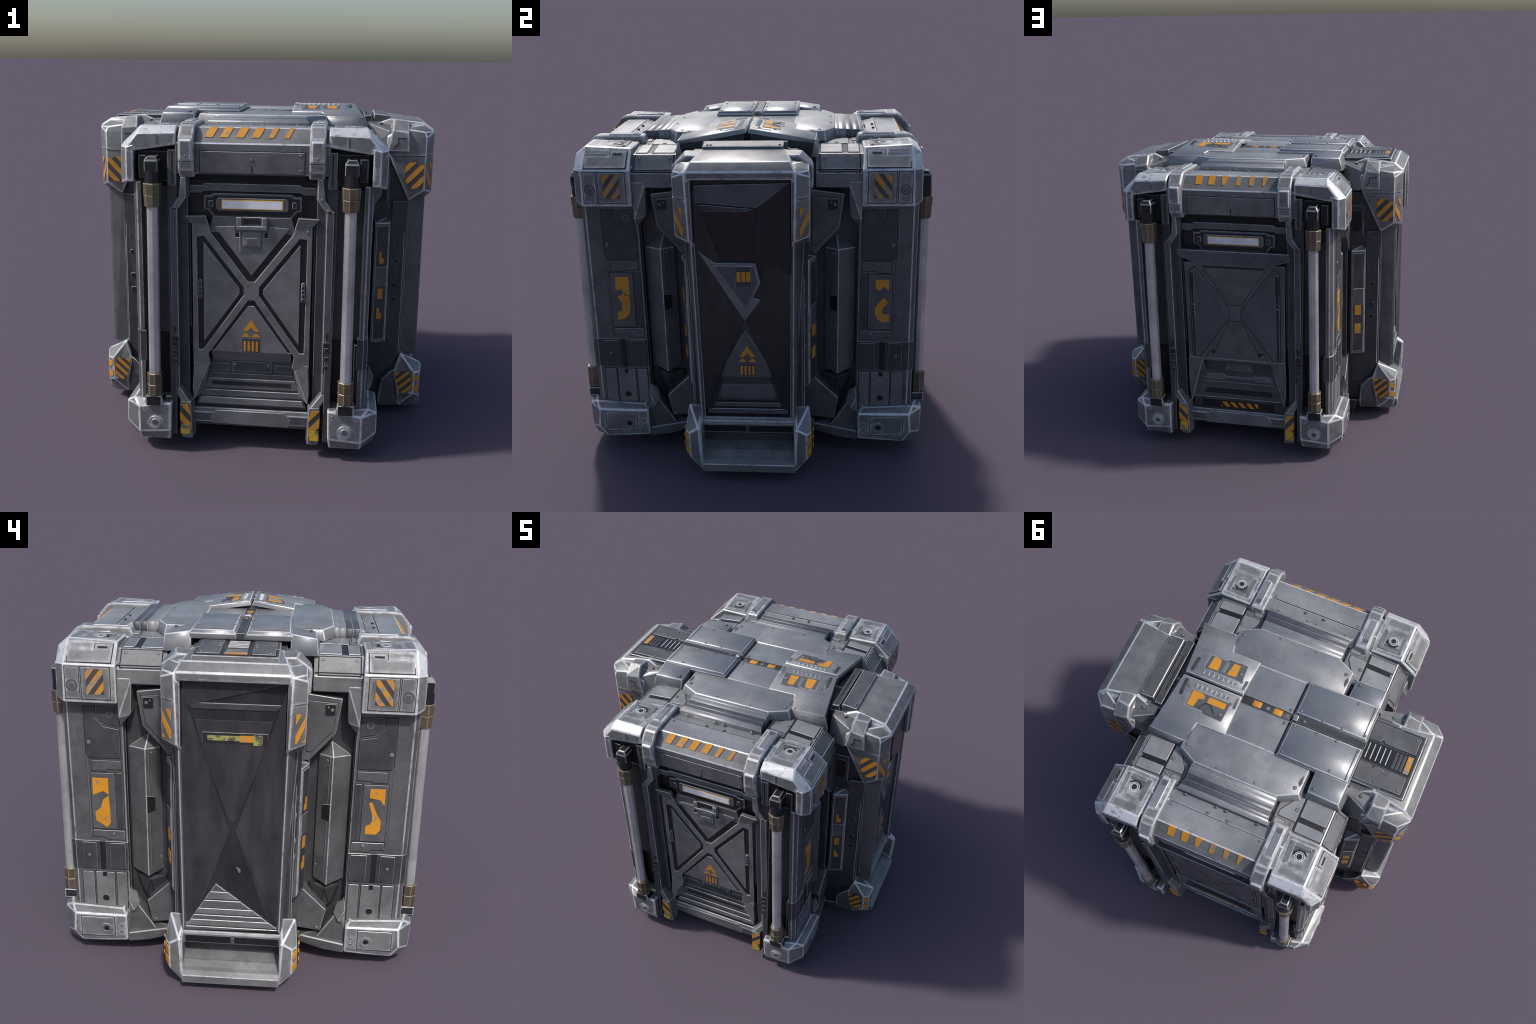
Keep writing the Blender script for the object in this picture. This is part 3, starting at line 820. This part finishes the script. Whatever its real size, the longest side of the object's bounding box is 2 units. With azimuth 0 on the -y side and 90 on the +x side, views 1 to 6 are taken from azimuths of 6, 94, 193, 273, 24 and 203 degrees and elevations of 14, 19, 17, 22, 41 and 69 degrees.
# ------------------------------------------------------------------ gate arms
p = Part().soft(.25)
wr = (lambda c, n: n.z > .25 and n.x > .3, 'steel_worn')
p.hull([(.74, .22, 1.832), (.938, .25, 1.812), (.995, .27, 1.772), (.995, .265, 1.732), (.74, .30, 1.732), (.62, .25, 1.79), (.62, .25, 1.70),
        (.86, .25, 1.70)], 'steel_worn', .008, 'edge_bright', [wr], both_y=True)
for sy in (1, -1):
    p.hull([(x, sy * y, z) for x, y, z in (
        (.72, .345, 1.66), (.72, .345, 1.735), (.80, .338, 1.785), (.935, .338, 1.765), (.945, .345, 1.735), (.945, .345, 1.43), (.857, .34, 1.368),
        (.996, .275, 1.765), (.996, .265, 1.411), (.955, .252, 1.372), (.86, .252, 1.372), (.72, .252, 1.66), (.72, .252, 1.79), (.94, .252, 1.80), (.975, .252, 1.765), (.975, .252, 1.40))],
        'steel_worn', .007, 'edge_bright')
    s_ = Frame((0, sy * .345, 0), (1, 0, 0), (0, 0, 1), (0, sy, 0))
    p.groove(s_, (.75, 1.625), (.945, 1.628), .003)
    o_ = Frame((.9705, sy * .31, 0), Vector((-.051, sy * .07, 0)).normalized(), (0, 0, 1), Vector((.07, sy * .051, 0)).normalized())
    p.groove(o_, (-.03, 1.63), (.03, 1.63), .003)
arm = p.place('gate_arm', root, SIDES)

p = Part()
for sy in (1, -1):
    s_ = Frame((0, sy * .3455, 0), (1, 0, 0), (0, 0, 1), (0, sy, 0))
    p.stripes(s_, [(.832, 1.588), (.895, 1.592), (.905, 1.578), (.938, 1.578), (.938, 1.445), (.872, 1.438), (.832, 1.478)], .038, .076, .95, phase=.020)
    o_ = Frame((.9705, sy * .31, 0), Vector((-.051, sy * .07, 0)).normalized(), (0, 0, 1), Vector((.07, sy * .051, 0)).normalized())
    p.stripes(o_, rect(-.02, 1.44, .035, 1.585), .03, .065, .6, base=None)
p.place('warning_patch', arm, [(1, 1)] * 2)

p = Part()                                    # clamps that wrap the arm corners
for sy in (1, -1):
    p.hull([(x, sy * y, z) for x, y, z in ((.752, .215, 1.828), (.848, .125, 1.816), (.848, .128, 1.80), (.752, .20, 1.78), (.756, .30, 1.832), (.846, .285, 1.822),
            (.748, .355, 1.775), (.845, .362, 1.765), (.722, .362, 1.652), (.852, .358, 1.650), (.722, .30, 1.65), (.852, .30, 1.65))], 'steel_worn', .007, 'edge_soft')
    s_ = Frame((0, sy * .3605, 0), (1, 0, 0), (0, 0, 1), (0, sy, 0))
    p.line(s_, [(.76, 1.672), (.785, 1.705), (.78, 1.73), (.83, 1.73)], .004, .003)
    # plate bridging clamp and roof skirt
    p.hull([(x, sy * y, z) for x, y, z in ((.60, .20, 1.808), (.603, .277, 1.808), (.752, .235, 1.800), (.738, .330, 1.766), (.70, .295, 1.79), (.60, .335, 1.64), (.72, .352, 1.64), (.60, .20, 1.66), (.73, .2, 1.66))], 'steel', .005, 'edge_soft')
    p.screw(TOP(1.806), .685, sy * .262, .008)
p.place('arm_clamp', arm, [(1, 1)] * 2)

p = Part()                                    # legs
for sy in (1, -1):
    p.hull([(x, sy * y, z) for x, y, z in ((.862, .30, 1.39), (.945, .275, 1.39), (.962, .262, 1.39), (.945, .245, 1.39), (.862, .245, 1.39),
            (.864, .268, .38), (.945, .262, .38), (.964, .250, .38), (.945, .232, .38), (.864, .235, .38))], 'steel_mid', .006, 'edge_soft')
    p.hull([(x, sy * y, z) for x, y, z in ((.864, .312, 1.36), (.77, .333, 1.36), (.866, .254, .38), (.77, .31, .38), (.864, .22, 1.36), (.77, .22, 1.36), (.866, .22, .38), (.77, .22, .38))], 'steel_dark', .004, 'edge_dim')
    s_ = Frame((.77, sy * .333, 0), Vector((.094, -sy * .021, 0)).normalized(), (0, 0, 1), Vector((.021, sy * .094, 0)).normalized())
p.place('arm_leg', arm, [(1, 1)] * 2)

p = Part()                                    # arm side wall and tag housing
for sy in (1, -1):
    a_ = lambda pts: [(x, sy * y, z) for x, y, z in pts]
    p.hull(a_([(.672, .373, .49), (.763, .335, .49), (.672, .373, 1.23), (.763, .335, 1.23), (.66, .28, .46), (.77, .28, .46), (.66, .28, 1.27), (.77, .28, 1.27)]), 'steel_mid', .006, 'edge_soft')
    w_ = Frame((0, sy * .301, 0), (1, 0, 0), (0, 0, 1), (0, sy, 0))
    p.plate(w_, [(.60, .26), (.74, .26), (.85, .40), (.85, 1.36), (.80, 1.36), (.775, 1.30), (.745, 1.335), (.745, 1.53), (.60, 1.53)], -.02, .010, 'steel_dark', .004, 'edge_soft')
    p.plate(w_, rect(.665, 1.35, .735, 1.50, .012), 0, .014, 'gunmetal', .003, 'edge_dim')
    for z in (1.08, .98, .83, .74):
        p.plate(w_, rect(.79, z, .825, z + .03, .006), 0, .016, 'gunmetal', .003, 'edge_dim')
    # lower lobe behind the foot
    p.hull(a_([(.733, .338, .116), (.735, .30, .25), (.75, .368, .246), (.80, .36, .30), (.86, .33, .33), (.86, .315, .065), (.74, .33, .062), (.733, .25, .07), (.735, .25, .25), (.86, .25, .07)]), 'steel_mid', .005, 'edge_soft')
p.place('arm_side', arm, [(1, 1)] * 2)


def tags(sy, spec):
    q = Part()
    tf = Frame((.672, sy * .3735, 0), Vector((.091, -sy * .038, 0)).normalized(), (0, 0, 1), Vector((.038, sy * .091, 0)).normalized())
    q.plate(tf, rect(.010, .505, .090, 1.215), -.004, .002, 'edge_soft', 0)
    q.plate(tf, rect(.014, .509, .086, 1.211), -.004, .003, 'steel_dark', 0)
    q.plate(tf, rect(.014, .845, .086, .965), -.004, .005, 'steel_mid', .002, 'edge_soft')
    for o in spec:
        q.plate(tf, o, -.004, .0055, 'orange_paint', 0)
    return q
front_tags = [[(.032, 1.055), (.032, .985), (.064, .985), (.064, 1.015), (.048, 1.02), (.048, 1.055)], rect(.030, .765, .064, .83), [(.030, .71), (.030, .64), (.062, .64), (.062, .675), (.048, .68), (.048, .71)]]
rear_tags = [rect(.026, .775, .070, .845), rect(.026, .64, .070, .71)]
tags(-1, front_tags).place('tag_strip', arm, [(1, 1)] * 2)
tags(1, rear_tags).place('tag_strip', arm, [(1, 1)] * 2)

p = Part()                                    # arm feet and step between them
for sy in (1, -1):
    p.hull([(x, sy * y, z) for x, y, z in ((.861, .335, .418), (.997, .271, .338), (.985, .325, .30), (.984, .325, .145), (.945, .307, .095), (.941, .27, .046),
            (.862, .315, .064), (.823, .350, .305), (.85, .355, .18), (.95, .35, .30), (.95, .35, .16), (.990, .262, .16), (.86, .255, .41), (.99, .255, .33), (.86, .255, .05), (.965, .255, .05), (.98, .26, .10))],
            'steel_worn', .008, 'edge_bright')
prof = [(.74, .046), (.968, .046), (.999, .068), (.999, .112), (.975, .130), (.955, .140), (.920, .162), (.912, .164), (.865, .186), (.79, .200), (.78, .285), (.924, .272), (.930, .280), (.938, .330), (.945, .340), (.936, .352), (.930, .372), (.74, .40)]
fr = Frame((0, -.258, 0), (1, 0, 0), (0, 0, 1), (0, 1, 0))
p.plate(fr, prof, 0, .516, 'steel', .004, 'edge_soft')
rz = Frame((.931, 0, .28), (0, 1, 0), Vector((.008, 0, .05)).normalized(), Vector((.05, 0, -.008)).normalized())
p.plate(rz, rect(-.245, .003, .245, .046), -.003, .0012, 'gunmetal', 0)
p.plate(rz, rect(-.014, .006, .004, .043), -.003, .003, 'steel_mid', .001, 'edge_dim')
for u in (-.13, .13):
    p.groove(rz, (u, .005), (u, .044), .004, .002, light=False)
foot_step = p.place('arm_foot', arm, [(1, 1)] * 2)
p = Part()
for sy in (1, -1):
    s_ = Frame((.852, sy * .3535, .18), Vector((1, 0, 0)), (0, 0, 1), (0, sy, 0))
    p.stripes(s_, [(-.018, .118), (.062, .125), (.075, .105), (.085, .03), (.062, -.018), (.012, -.012), (-.012, .06)], .030, .060, 1.1, h=.006, h0=.002)
    o_ = Frame((.9675, sy * .3378, 0), Vector((-.035, sy * .025, 0)).normalized(), (0, 0, 1), Vector((.025, sy * .035, 0)).normalized())
    p.plate(o_, [(-.019, .268), (.019, .29), (.019, .25), (-.019, .228)], -.01, .0025, 'orange_paint', 0)
    p.plate(o_, [(-.019, .205), (.019, .215), (.019, .175), (-.019, .165)], -.01, .0025, 'orange_paint', 0)
p.place('warning_patch', foot_step, [(1, 1)] * 2)

# gate leaf, common smoked field
def gate_field(x0, field, flank):
    q = Part()
    q.plate(SIDE(x0), rect(-.25, .36, .25, 1.73), -.10, .0, field, 0)
    for sy in (1, -1):
        tri = [(sy * .248, 1.70), (sy * .248, .42), (sy * .19, .42), (sy * .012, .95), (sy * .20, 1.45)]
        out = .016 if x0 > .93 else .010
        q.hull([(x0 + (out if abs(y) > .2 else .004), y, z) for y, z in tri] + [(x0 - .03, y, z) for y, z in tri], flank, .002, 'gunmetal')
    return q

gate = [gate_field(*spec).place('gate', a, [(1, 1)])[0] for a, spec in zip(arm, ((.921, 'smoked_plate_black', 'smoked_plate'), (.937, 'smoked_plate', 'smoked_plate_haze')))]
g = SIDE(.908)
# +x gate: braced triangles, latch badge, arrow
p = Part()
p.plate(g, [(-.238, 1.69), (.247, 1.70), (.20, 1.66), (.075, 1.572), (-.20, 1.60), (-.238, 1.60)], -.02, .028, 'steel_blue', .004, 'edge_soft')
p.plate(g, [(-.225, 1.59), (.06, 1.565), (.03, 1.552), (-.20, 1.552)], -.02, .022, 'steel_dark', .003, 'edge_soft')
tri = [(-.235, 1.345), (-.150, 1.278), (.062, 1.276), (.086, 1.17), (.045, 1.085), (.085, 1.075), (.0, .953)]
p.plate(g, tri, -.02, .026, 'steel', .003, 'edge_soft')
p.plate(g, [(-.15, 1.265), (.055, 1.265), (.075, 1.17), (.008, 1.02)], -.02, .029, 'steel_blue', .003, 'edge_soft')
p.plate(g, rect(-.045, 1.147, .040, 1.262), -.02, .031, 'steel_dark', .003, 'edge_soft')
p.plate(g, [(0, .948), (-.222, .592), (-.176, .475), (.176, .475), (.215, .592)], -.02, .0145, 'steel_dark', .003, 'edge_dim')
p.plate(g, [(0, .895), (-.165, .620), (.165, .620)], -.02, .0185, 'steel_mid', .003, 'edge_dim')
p.plate(g, [(-.150, .575), (.150, .575), (.165, .54), (.145, .488), (-.145, .488), (-.165, .54)], -.02, .0155, 'steel_mid', .003, 'edge_dim')
p.plate(g, rect(-.20, .435, .20, .462), -.02, .016, 'steel_mid', .003, 'edge_dim')
p.plate(g, rect(-.22, .395, .22, .425), -.02, .019, 'steel_mid', .003, 'edge_soft')
p.hull([(x, y, z) for x, y, z in ((.956, .246, 1.70), (.952, .246, 1.22), (.928, .06, 1.32), (.928, .075, 1.57), (.90, .246, 1.70), (.90, .246, 1.22), (.90, .06, 1.40))], 'smoked_plate_black', .002, 'gunmetal')
leaf = p.place('gate_brace', gate[0], [(1, 1)])[0]
p = Part()
for a in (-.036, -.011, .014):
    p.plate(SIDE(.9392), rect(a, 1.178, a + .02, 1.232), -.002, .001, 'orange_paint', 0)
p.place('latch_badge', leaf, [(1, 1)])
p = Part()
cargo_arrow(p, SIDE(.9268), .94, .006, .077, 0)
p.place('cargo_arrow', leaf, [(1, 1)])
# -x gate: smoked, with a clouded lamp, ramp fragment of louvres
g = SIDE(.932)
p = Part()
p.plate(g, [(-.24, 1.72), (.24, 1.72), (.235, 1.60), (.06, 1.64)], -.02, .016, 'smoked_plate_haze', .003, 'edge_dim')
p.plate(g, [(-.235, 1.615), (.235, 1.615), (.20, 1.585), (-.20, 1.585)], -.02, .012, 'steel_dark', .003, 'edge_dim')
p.plate(g, [(-.19, 1.53), (.19, 1.53), (.15, 1.37), (.02, 1.0), (-.02, 1.0), (-.15, 1.37)], -.02, .007, 'smoked_plate_haze', .002, 'gunmetal')
p.plate(g, rect(-.165, 1.415, .15, 1.47), -.02, .010, 'smoked_plate', .002, 'edge_dim')
# louvre triangle
def louvre(z0, z1, h, mat):
    tri = [(-.255, .385), (.255, .37), (.082, .648)]
    q = clip(clip(tri, 0, 1, z1), 0, -1, -z0)
    if len(q) >= 3:
        p.plate(g, q, -.02, h, mat, .003, 'edge_soft')
for i, (z0, z1) in enumerate(((.37, .392), (.396, .432), (.436, .462), (.466, .50), (.505, .55), (.555, .60), (.605, .66))):
    louvre(z0, z1, .020 - i * .001 - .003 * (i % 2), 'steel' if i % 2 else 'steel_mid')
p.hull([(.955, -.02, .76), (.955, -.045, .745), (.955, -.045, .725), (.957, -.035, .722), (.94, -.03, .74)], 'steel', .002)
mist = p.place('gate_brace', gate[1], [(1, 1)])[0]
p = Part()
f = SIDE(.9428)
p.plate(f, rect(-.14, 1.41, -.095, 1.462), -.003, .001, 'faded_yellow', 0)
p.plate(f, rect(-.095, 1.425, -.03, 1.458), -.003, .0014, 'orange_paint_rubbed', 0)
p.plate(f, rect(-.03, 1.43, .125, 1.455), -.003, .001, 'faded_yellow', 0)
p.place('lamp_strip', mist, [(1, 1)])

# +x arm top: dark heat block
p = Part()
p.hull([(x, y, z) for y in (-.215, .205) for x, z in ((.645, 1.858), (.738, 1.848), (.65, 1.79), (.752, 1.79), (.748, 1.82), (.64, 1.83))], 'steel_mid', .005, 'edge_soft')
p.hull([(x, y, z) for y in (-.228, .22) for x, z in ((.585, 1.845), (.628, 1.85), (.585, 1.79), (.64, 1.79))], 'steel_dark', .004, 'edge_soft')
p.plate(TOP(1.848), rect(.600, -.12, .606, .13), -.003, .001, 'void', 0)
for u, v in ((.722, -.19), (.722, -.172), (.722, .185)):
    p.screw(TOP(1.850), u, v, .006, .001)
p.place('heat_block', arm[0], [(1, 1)])

# -x arm top: grille deck
p = Part()
p.hull([(x, y, z) for y in (-.205, .205) for x, z in ((.59, 1.835), (.905, 1.832), (.92, 1.80), (.59, 1.79))], 'steel_dark', .005, 'edge_soft')
t = TOP(1.832)
for sy in (1, -1):
    p.panel(t, [(.60, sy * .075), (.665, sy * .075), (.68, sy * .095), (.695, sy * .075), (.88, sy * .075), (.88, sy * .185), (.60, sy * .185)][::sy], .005, 'steel_mid', .005, 'edge_soft', h0=.002)
    for u, v in ((.72, .17), (.86, .165), (.74, .09)):
        p.screw(t, u, sy * v, .007, .007)
    p.plate(t, rect(.60, sy * .193 - .008, .76, sy * .193 + .008), -.01, .006, 'steel_dark', .003, 'edge_dim')
p.plate(t, rect(.60, -.062, .89, .062), -.003, .003, 'gunmetal', 0)
for i in range(5):
    p.plate(t, rect(.615 + i * .031, -.05, .620 + i * .031, .05), -.003, .007, 'edge_bright', 0)
for i in range(3):
    p.plate(t, rect(.775 + i * .024, -.052, .790 + i * .024, .052), -.003, .006, 'steel_dark', .002, 'edge_dim')
p.plate(t, rect(.848, -.055, .880, .055), -.003, .006, 'orange_paint_rubbed', 0)
p.plate(TOP(1.8095), rect(.912, -.235, .932, .235), -.004, .002, 'gunmetal', 0)
for i in range(9):
    y = .20 - i * .022
    p.plate(TOP(1.8115), rect(.917, y, .928, y + R.uniform(.008, .017)), -.002, .001, 'orange_paint_rubbed' if i % 4 else 'orange_paint', 0)
for y in (-.02, -.05, -.07):
    p.plate(TOP(1.8115), rect(.918, y, .927, y + .012), -.002, .001, 'red_text', 0)
p.place('grille_deck', arm[1], [(1, 1)])

# ------------------------------------------------------------------ roof
p = Part().soft(.30)
for sy in (1, -1):
    o = [(-.25, .47), (-.362, .412), (-.362, .24), (.362, .24), (.362, .412), (.25, .47)]
    p.hull([(u, sy * v, 1.857) for u, v in o] + [(u, sy * v, 1.80) for u, v in grow(o, .02)], 'steel_roof', .005, 'edge_bright')
p.hull([(x, y, z) for x in (-.36, .36) for y in (-.238, .238) for z in (1.80, 1.855)], 'steel_roof', .003, 'edge_soft')
t = TOP(1.855)
p.groove(t, (-.16, .024), (.17, .024), .004, .002)
p.groove(t, (.17, -.024), (-.16, -.024), .004, .002)
p.plate(t, rect(-.14, -.022, .165, .022), -.003, .0012, 'steel_dark', 0)
p.plate(t, rect(-.148, -.24, -.140, .24), -.003, .0016, 'void', 0)
for u, s_ in ((-.085, 1), (.045, 1)):
    p.plate(t, rect(u, -.019, u + .052, .019), -.003, .0022, 'orange_paint' if u < 0 else 'orange_paint_rubbed', 0)
p.screw(t, -.115, 0, .010)
p.screw(t, .005, 0, .012)
for sy in (1, -1):
    p.screw(t, -.12, sy * .045, .008)
    for u in (-.33, .33):
        p.screw(TOP(1.857), u, sy * .385, .010)
        p.plate(TOP(1.857), [(u * 1.06, sy * .30), (u * 1.09, sy * .345), (u * 1.06, sy * .37), (u * 1.02, sy * .35), (u * 1.03, sy * .32)], -.004, .0012, 'steel_mid', 0)
    for u in (-.11, .12):
        p.screw(TOP(1.857), u, sy * .45, .006)
p.place('roof_deck', root)

p = Part().soft(.5)                          # dished aprons between deck and end beams
prof = [(.40, 1.80), (.475, 1.850), (.495, 1.849), (.535, 1.846), (.575, 1.844), (.612, 1.846), (.638, 1.832), (.664, 1.803), (.66, 1.77), (.40, 1.77)]
bm_pts = lambda k: prof[k:k + 2]
for k in range(len(prof) - 5):
    (a, za), (b, zb) = prof[k + 1], prof[k + 2]
    w = lambda y: .262 + .03 * max(0, (y - .60) / .064)
    p.hull([(sx * w(a), a, za) for sx in (-1, 1)] + [(sx * w(b), b, zb) for sx in (-1, 1)] + [(sx * w(q), q, 1.77) for sx in (-1, 1) for q in (a, b)],
           'steel_blue' if k in (2, 3) else 'steel_roof', .0015 if k in (1, 2, 3) else .003, 'edge_soft')
p.groove(Frame((0, .474, 1.851), (1, 0, 0), (0, .8, -.6), (0, .6, .8)), (-.25, .012), (.25, .012), .012)
for u in (-.22, -.03, .03, .22):
    p.screw(Frame((0, .651, 1.8165), (1, 0, 0), (0, .72, -.69), (0, .69, .72)), u, 0, .007)
p.place('roof_apron', root, ENDS)

p = Part().soft(.45)                          # -x armour plates with skirts (defined on the +x side, mirrored)
o = [(.154, .024), (.597, .024), (.597, .258), (.154, .252)]
p.hull([(u, v, 1.886) for u, v in grow(o, -.012)] + [(u, v, 1.868) for u, v in o] + [(u, v, 1.84) for u, v in o], 'steel_roof', .004, 'edge_bright')
p.hull([(.398, .25, 1.874), (.59, .25, 1.878), (.402, .375, 1.856), (.588, .382, 1.857), (.40, .40, 1.80), (.612, .392, 1.775), (.40, .25, 1.80), (.62, .25, 1.775), (.40, .392, 1.77)], 'steel_roof', .006, 'edge_bright')
t = TOP(1.886)
for u, v in ((.185, .05), (.32, .045), (.44, .045), (.575, .05), (.18, .225), (.47, .225)):
    p.screw(t, u, v, .008)
p.groove(t, (.57, .04), (.57, .24), .003)
p.screw(Frame((.5, .32, 1.866), (1, 0, 0), (0, 1, 0), (0, .1, 1)), -.07, .03, .007)
p.place('armour_plate', root, [(-1, 1), (-1, -1)])
p = Part()
p.hull([(x, y, z) for y in (-.022, .022) for x, z in ((.175, 1.872), (.60, 1.874), (.60, 1.84), (.16, 1.84))], 'steel_dark', .003, 'edge_dim')
p.hull([(x, y, z) for y in (-.018, .018) for x in (.158, .185) for z in (1.85, 1.886)], 'steel', .005, 'edge_bright')
p.screw(TOP(1.873), .225, 0, .010)
p.place('spine', root, [(-1, 1)])

# +x instrument plates: tilted, stepped outline, marked windows, toothed seam
tilt_ = Vector((0, .24, -.036)).normalized()
nrm = Vector((0, .036, .24)).normalized()
q0 = Frame((0, .008, 1.902), (1, 0, 0), tilt_, nrm)
p = Part().soft(.45)
step = [(.160, .0), (.535, .0), (.588, .372), (.362, .376), (.336, .250), (.158, .250)]
p.plate(q0, step, -.026, .0, 'steel_roof', .004, 'edge_bright', shrink=.004)
p.hull([(.362, .372, 1.853), (.588, .368, 1.853), (.362, .392, 1.80), (.616, .384, 1.756), (.40, .36, 1.76), (.60, .34, 1.76), (.58, .36, 1.80)], 'steel_roof', .005, 'edge_soft')
p.hull([(.53, .02, 1.87), (.586, .36, 1.835), (.53, .02, 1.80), (.60, .36, 1.77), (.45, .02, 1.80), (.45, .3, 1.77)], 'gunmetal', .003, 'edge_dim')
for i in range(7):
    u = .245 + i * .030
    p.plate(q0, [(u, .030), (u + .012, .028), (u + .017, .052), (u + .005, .055)], -.004, .004, 'steel', .003, 'edge_bright')
p.plate(q0, rect(.222, .034, .240, .046, .004), -.004, .003, 'steel', .002, 'edge_soft')
p.plate(q0, rect(.490, .020, .512, .125, .006), -.004, .0012, 'steel_dark', .0, 'edge_dim')
p.plate(q0, rect(.164, .020, .186, .090, .004), -.004, .004, 'steel', .003, 'edge_bright')
for u, v in ((.475, .055), (.475, .14), (.205, .07)):
    p.screw(q0, u, v, .008)
p.screw(q0, .385, .36, .006)
inst = p.place('instrument_plate', root, [(1, -1), (1, 1)])
p = Part()                                    # near plate: two orange slabs in a notched window
win = [(.205, .068), (.445, .068), (.445, .170), (.340, .170), (.335, .185), (.215, .185)]
p.plate(q0, grow(win, .004), -.003, .0012, 'edge_soft', 0)
p.plate(q0, win, -.003, .002, 'steel_mid', 0)
p.plate(q0, [(.365, .080), (.425, .078), (.42, .165), (.375, .165), (.365, .11)], -.003, .0032, 'orange_paint', 0)
p.plate(q0, [(.250, .085), (.305, .082), (.295, .17), (.255, .17)], -.003, .0032, 'orange_paint', 0)
p.plate(q0, rect(.325, .085, .345, .16), -.003, .0036, 'steel', .002, 'edge_soft')
p.screw(q0, .228, .12, .012, .001)
p.place('marked_window', inst[0], [(1, 1)])
p = Part()
p.plate(q0, grow(win, .004), -.003, .0012, 'edge_soft', 0)
p.plate(q0, win, -.003, .002, 'steel_mid', 0)
p.plate(q0, [(.44, .072), (.385, .072), (.36, .082), (.36, .105), (.39, .11), (.40, .165), (.44, .165)], -.003, .0032, 'orange_paint', 0)
p.plate(q0, rect(.225, .078, .335, .115), -.003, .0032, 'orange_paint', 0)
p.line(q0, [(.37, .16), (.34, .12), (.31, .12), (.27, .16)], .004, .004)
p.screw(q0, .235, .15, .012, .001)
p.place('marked_window', inst[1], [(1, 1)])
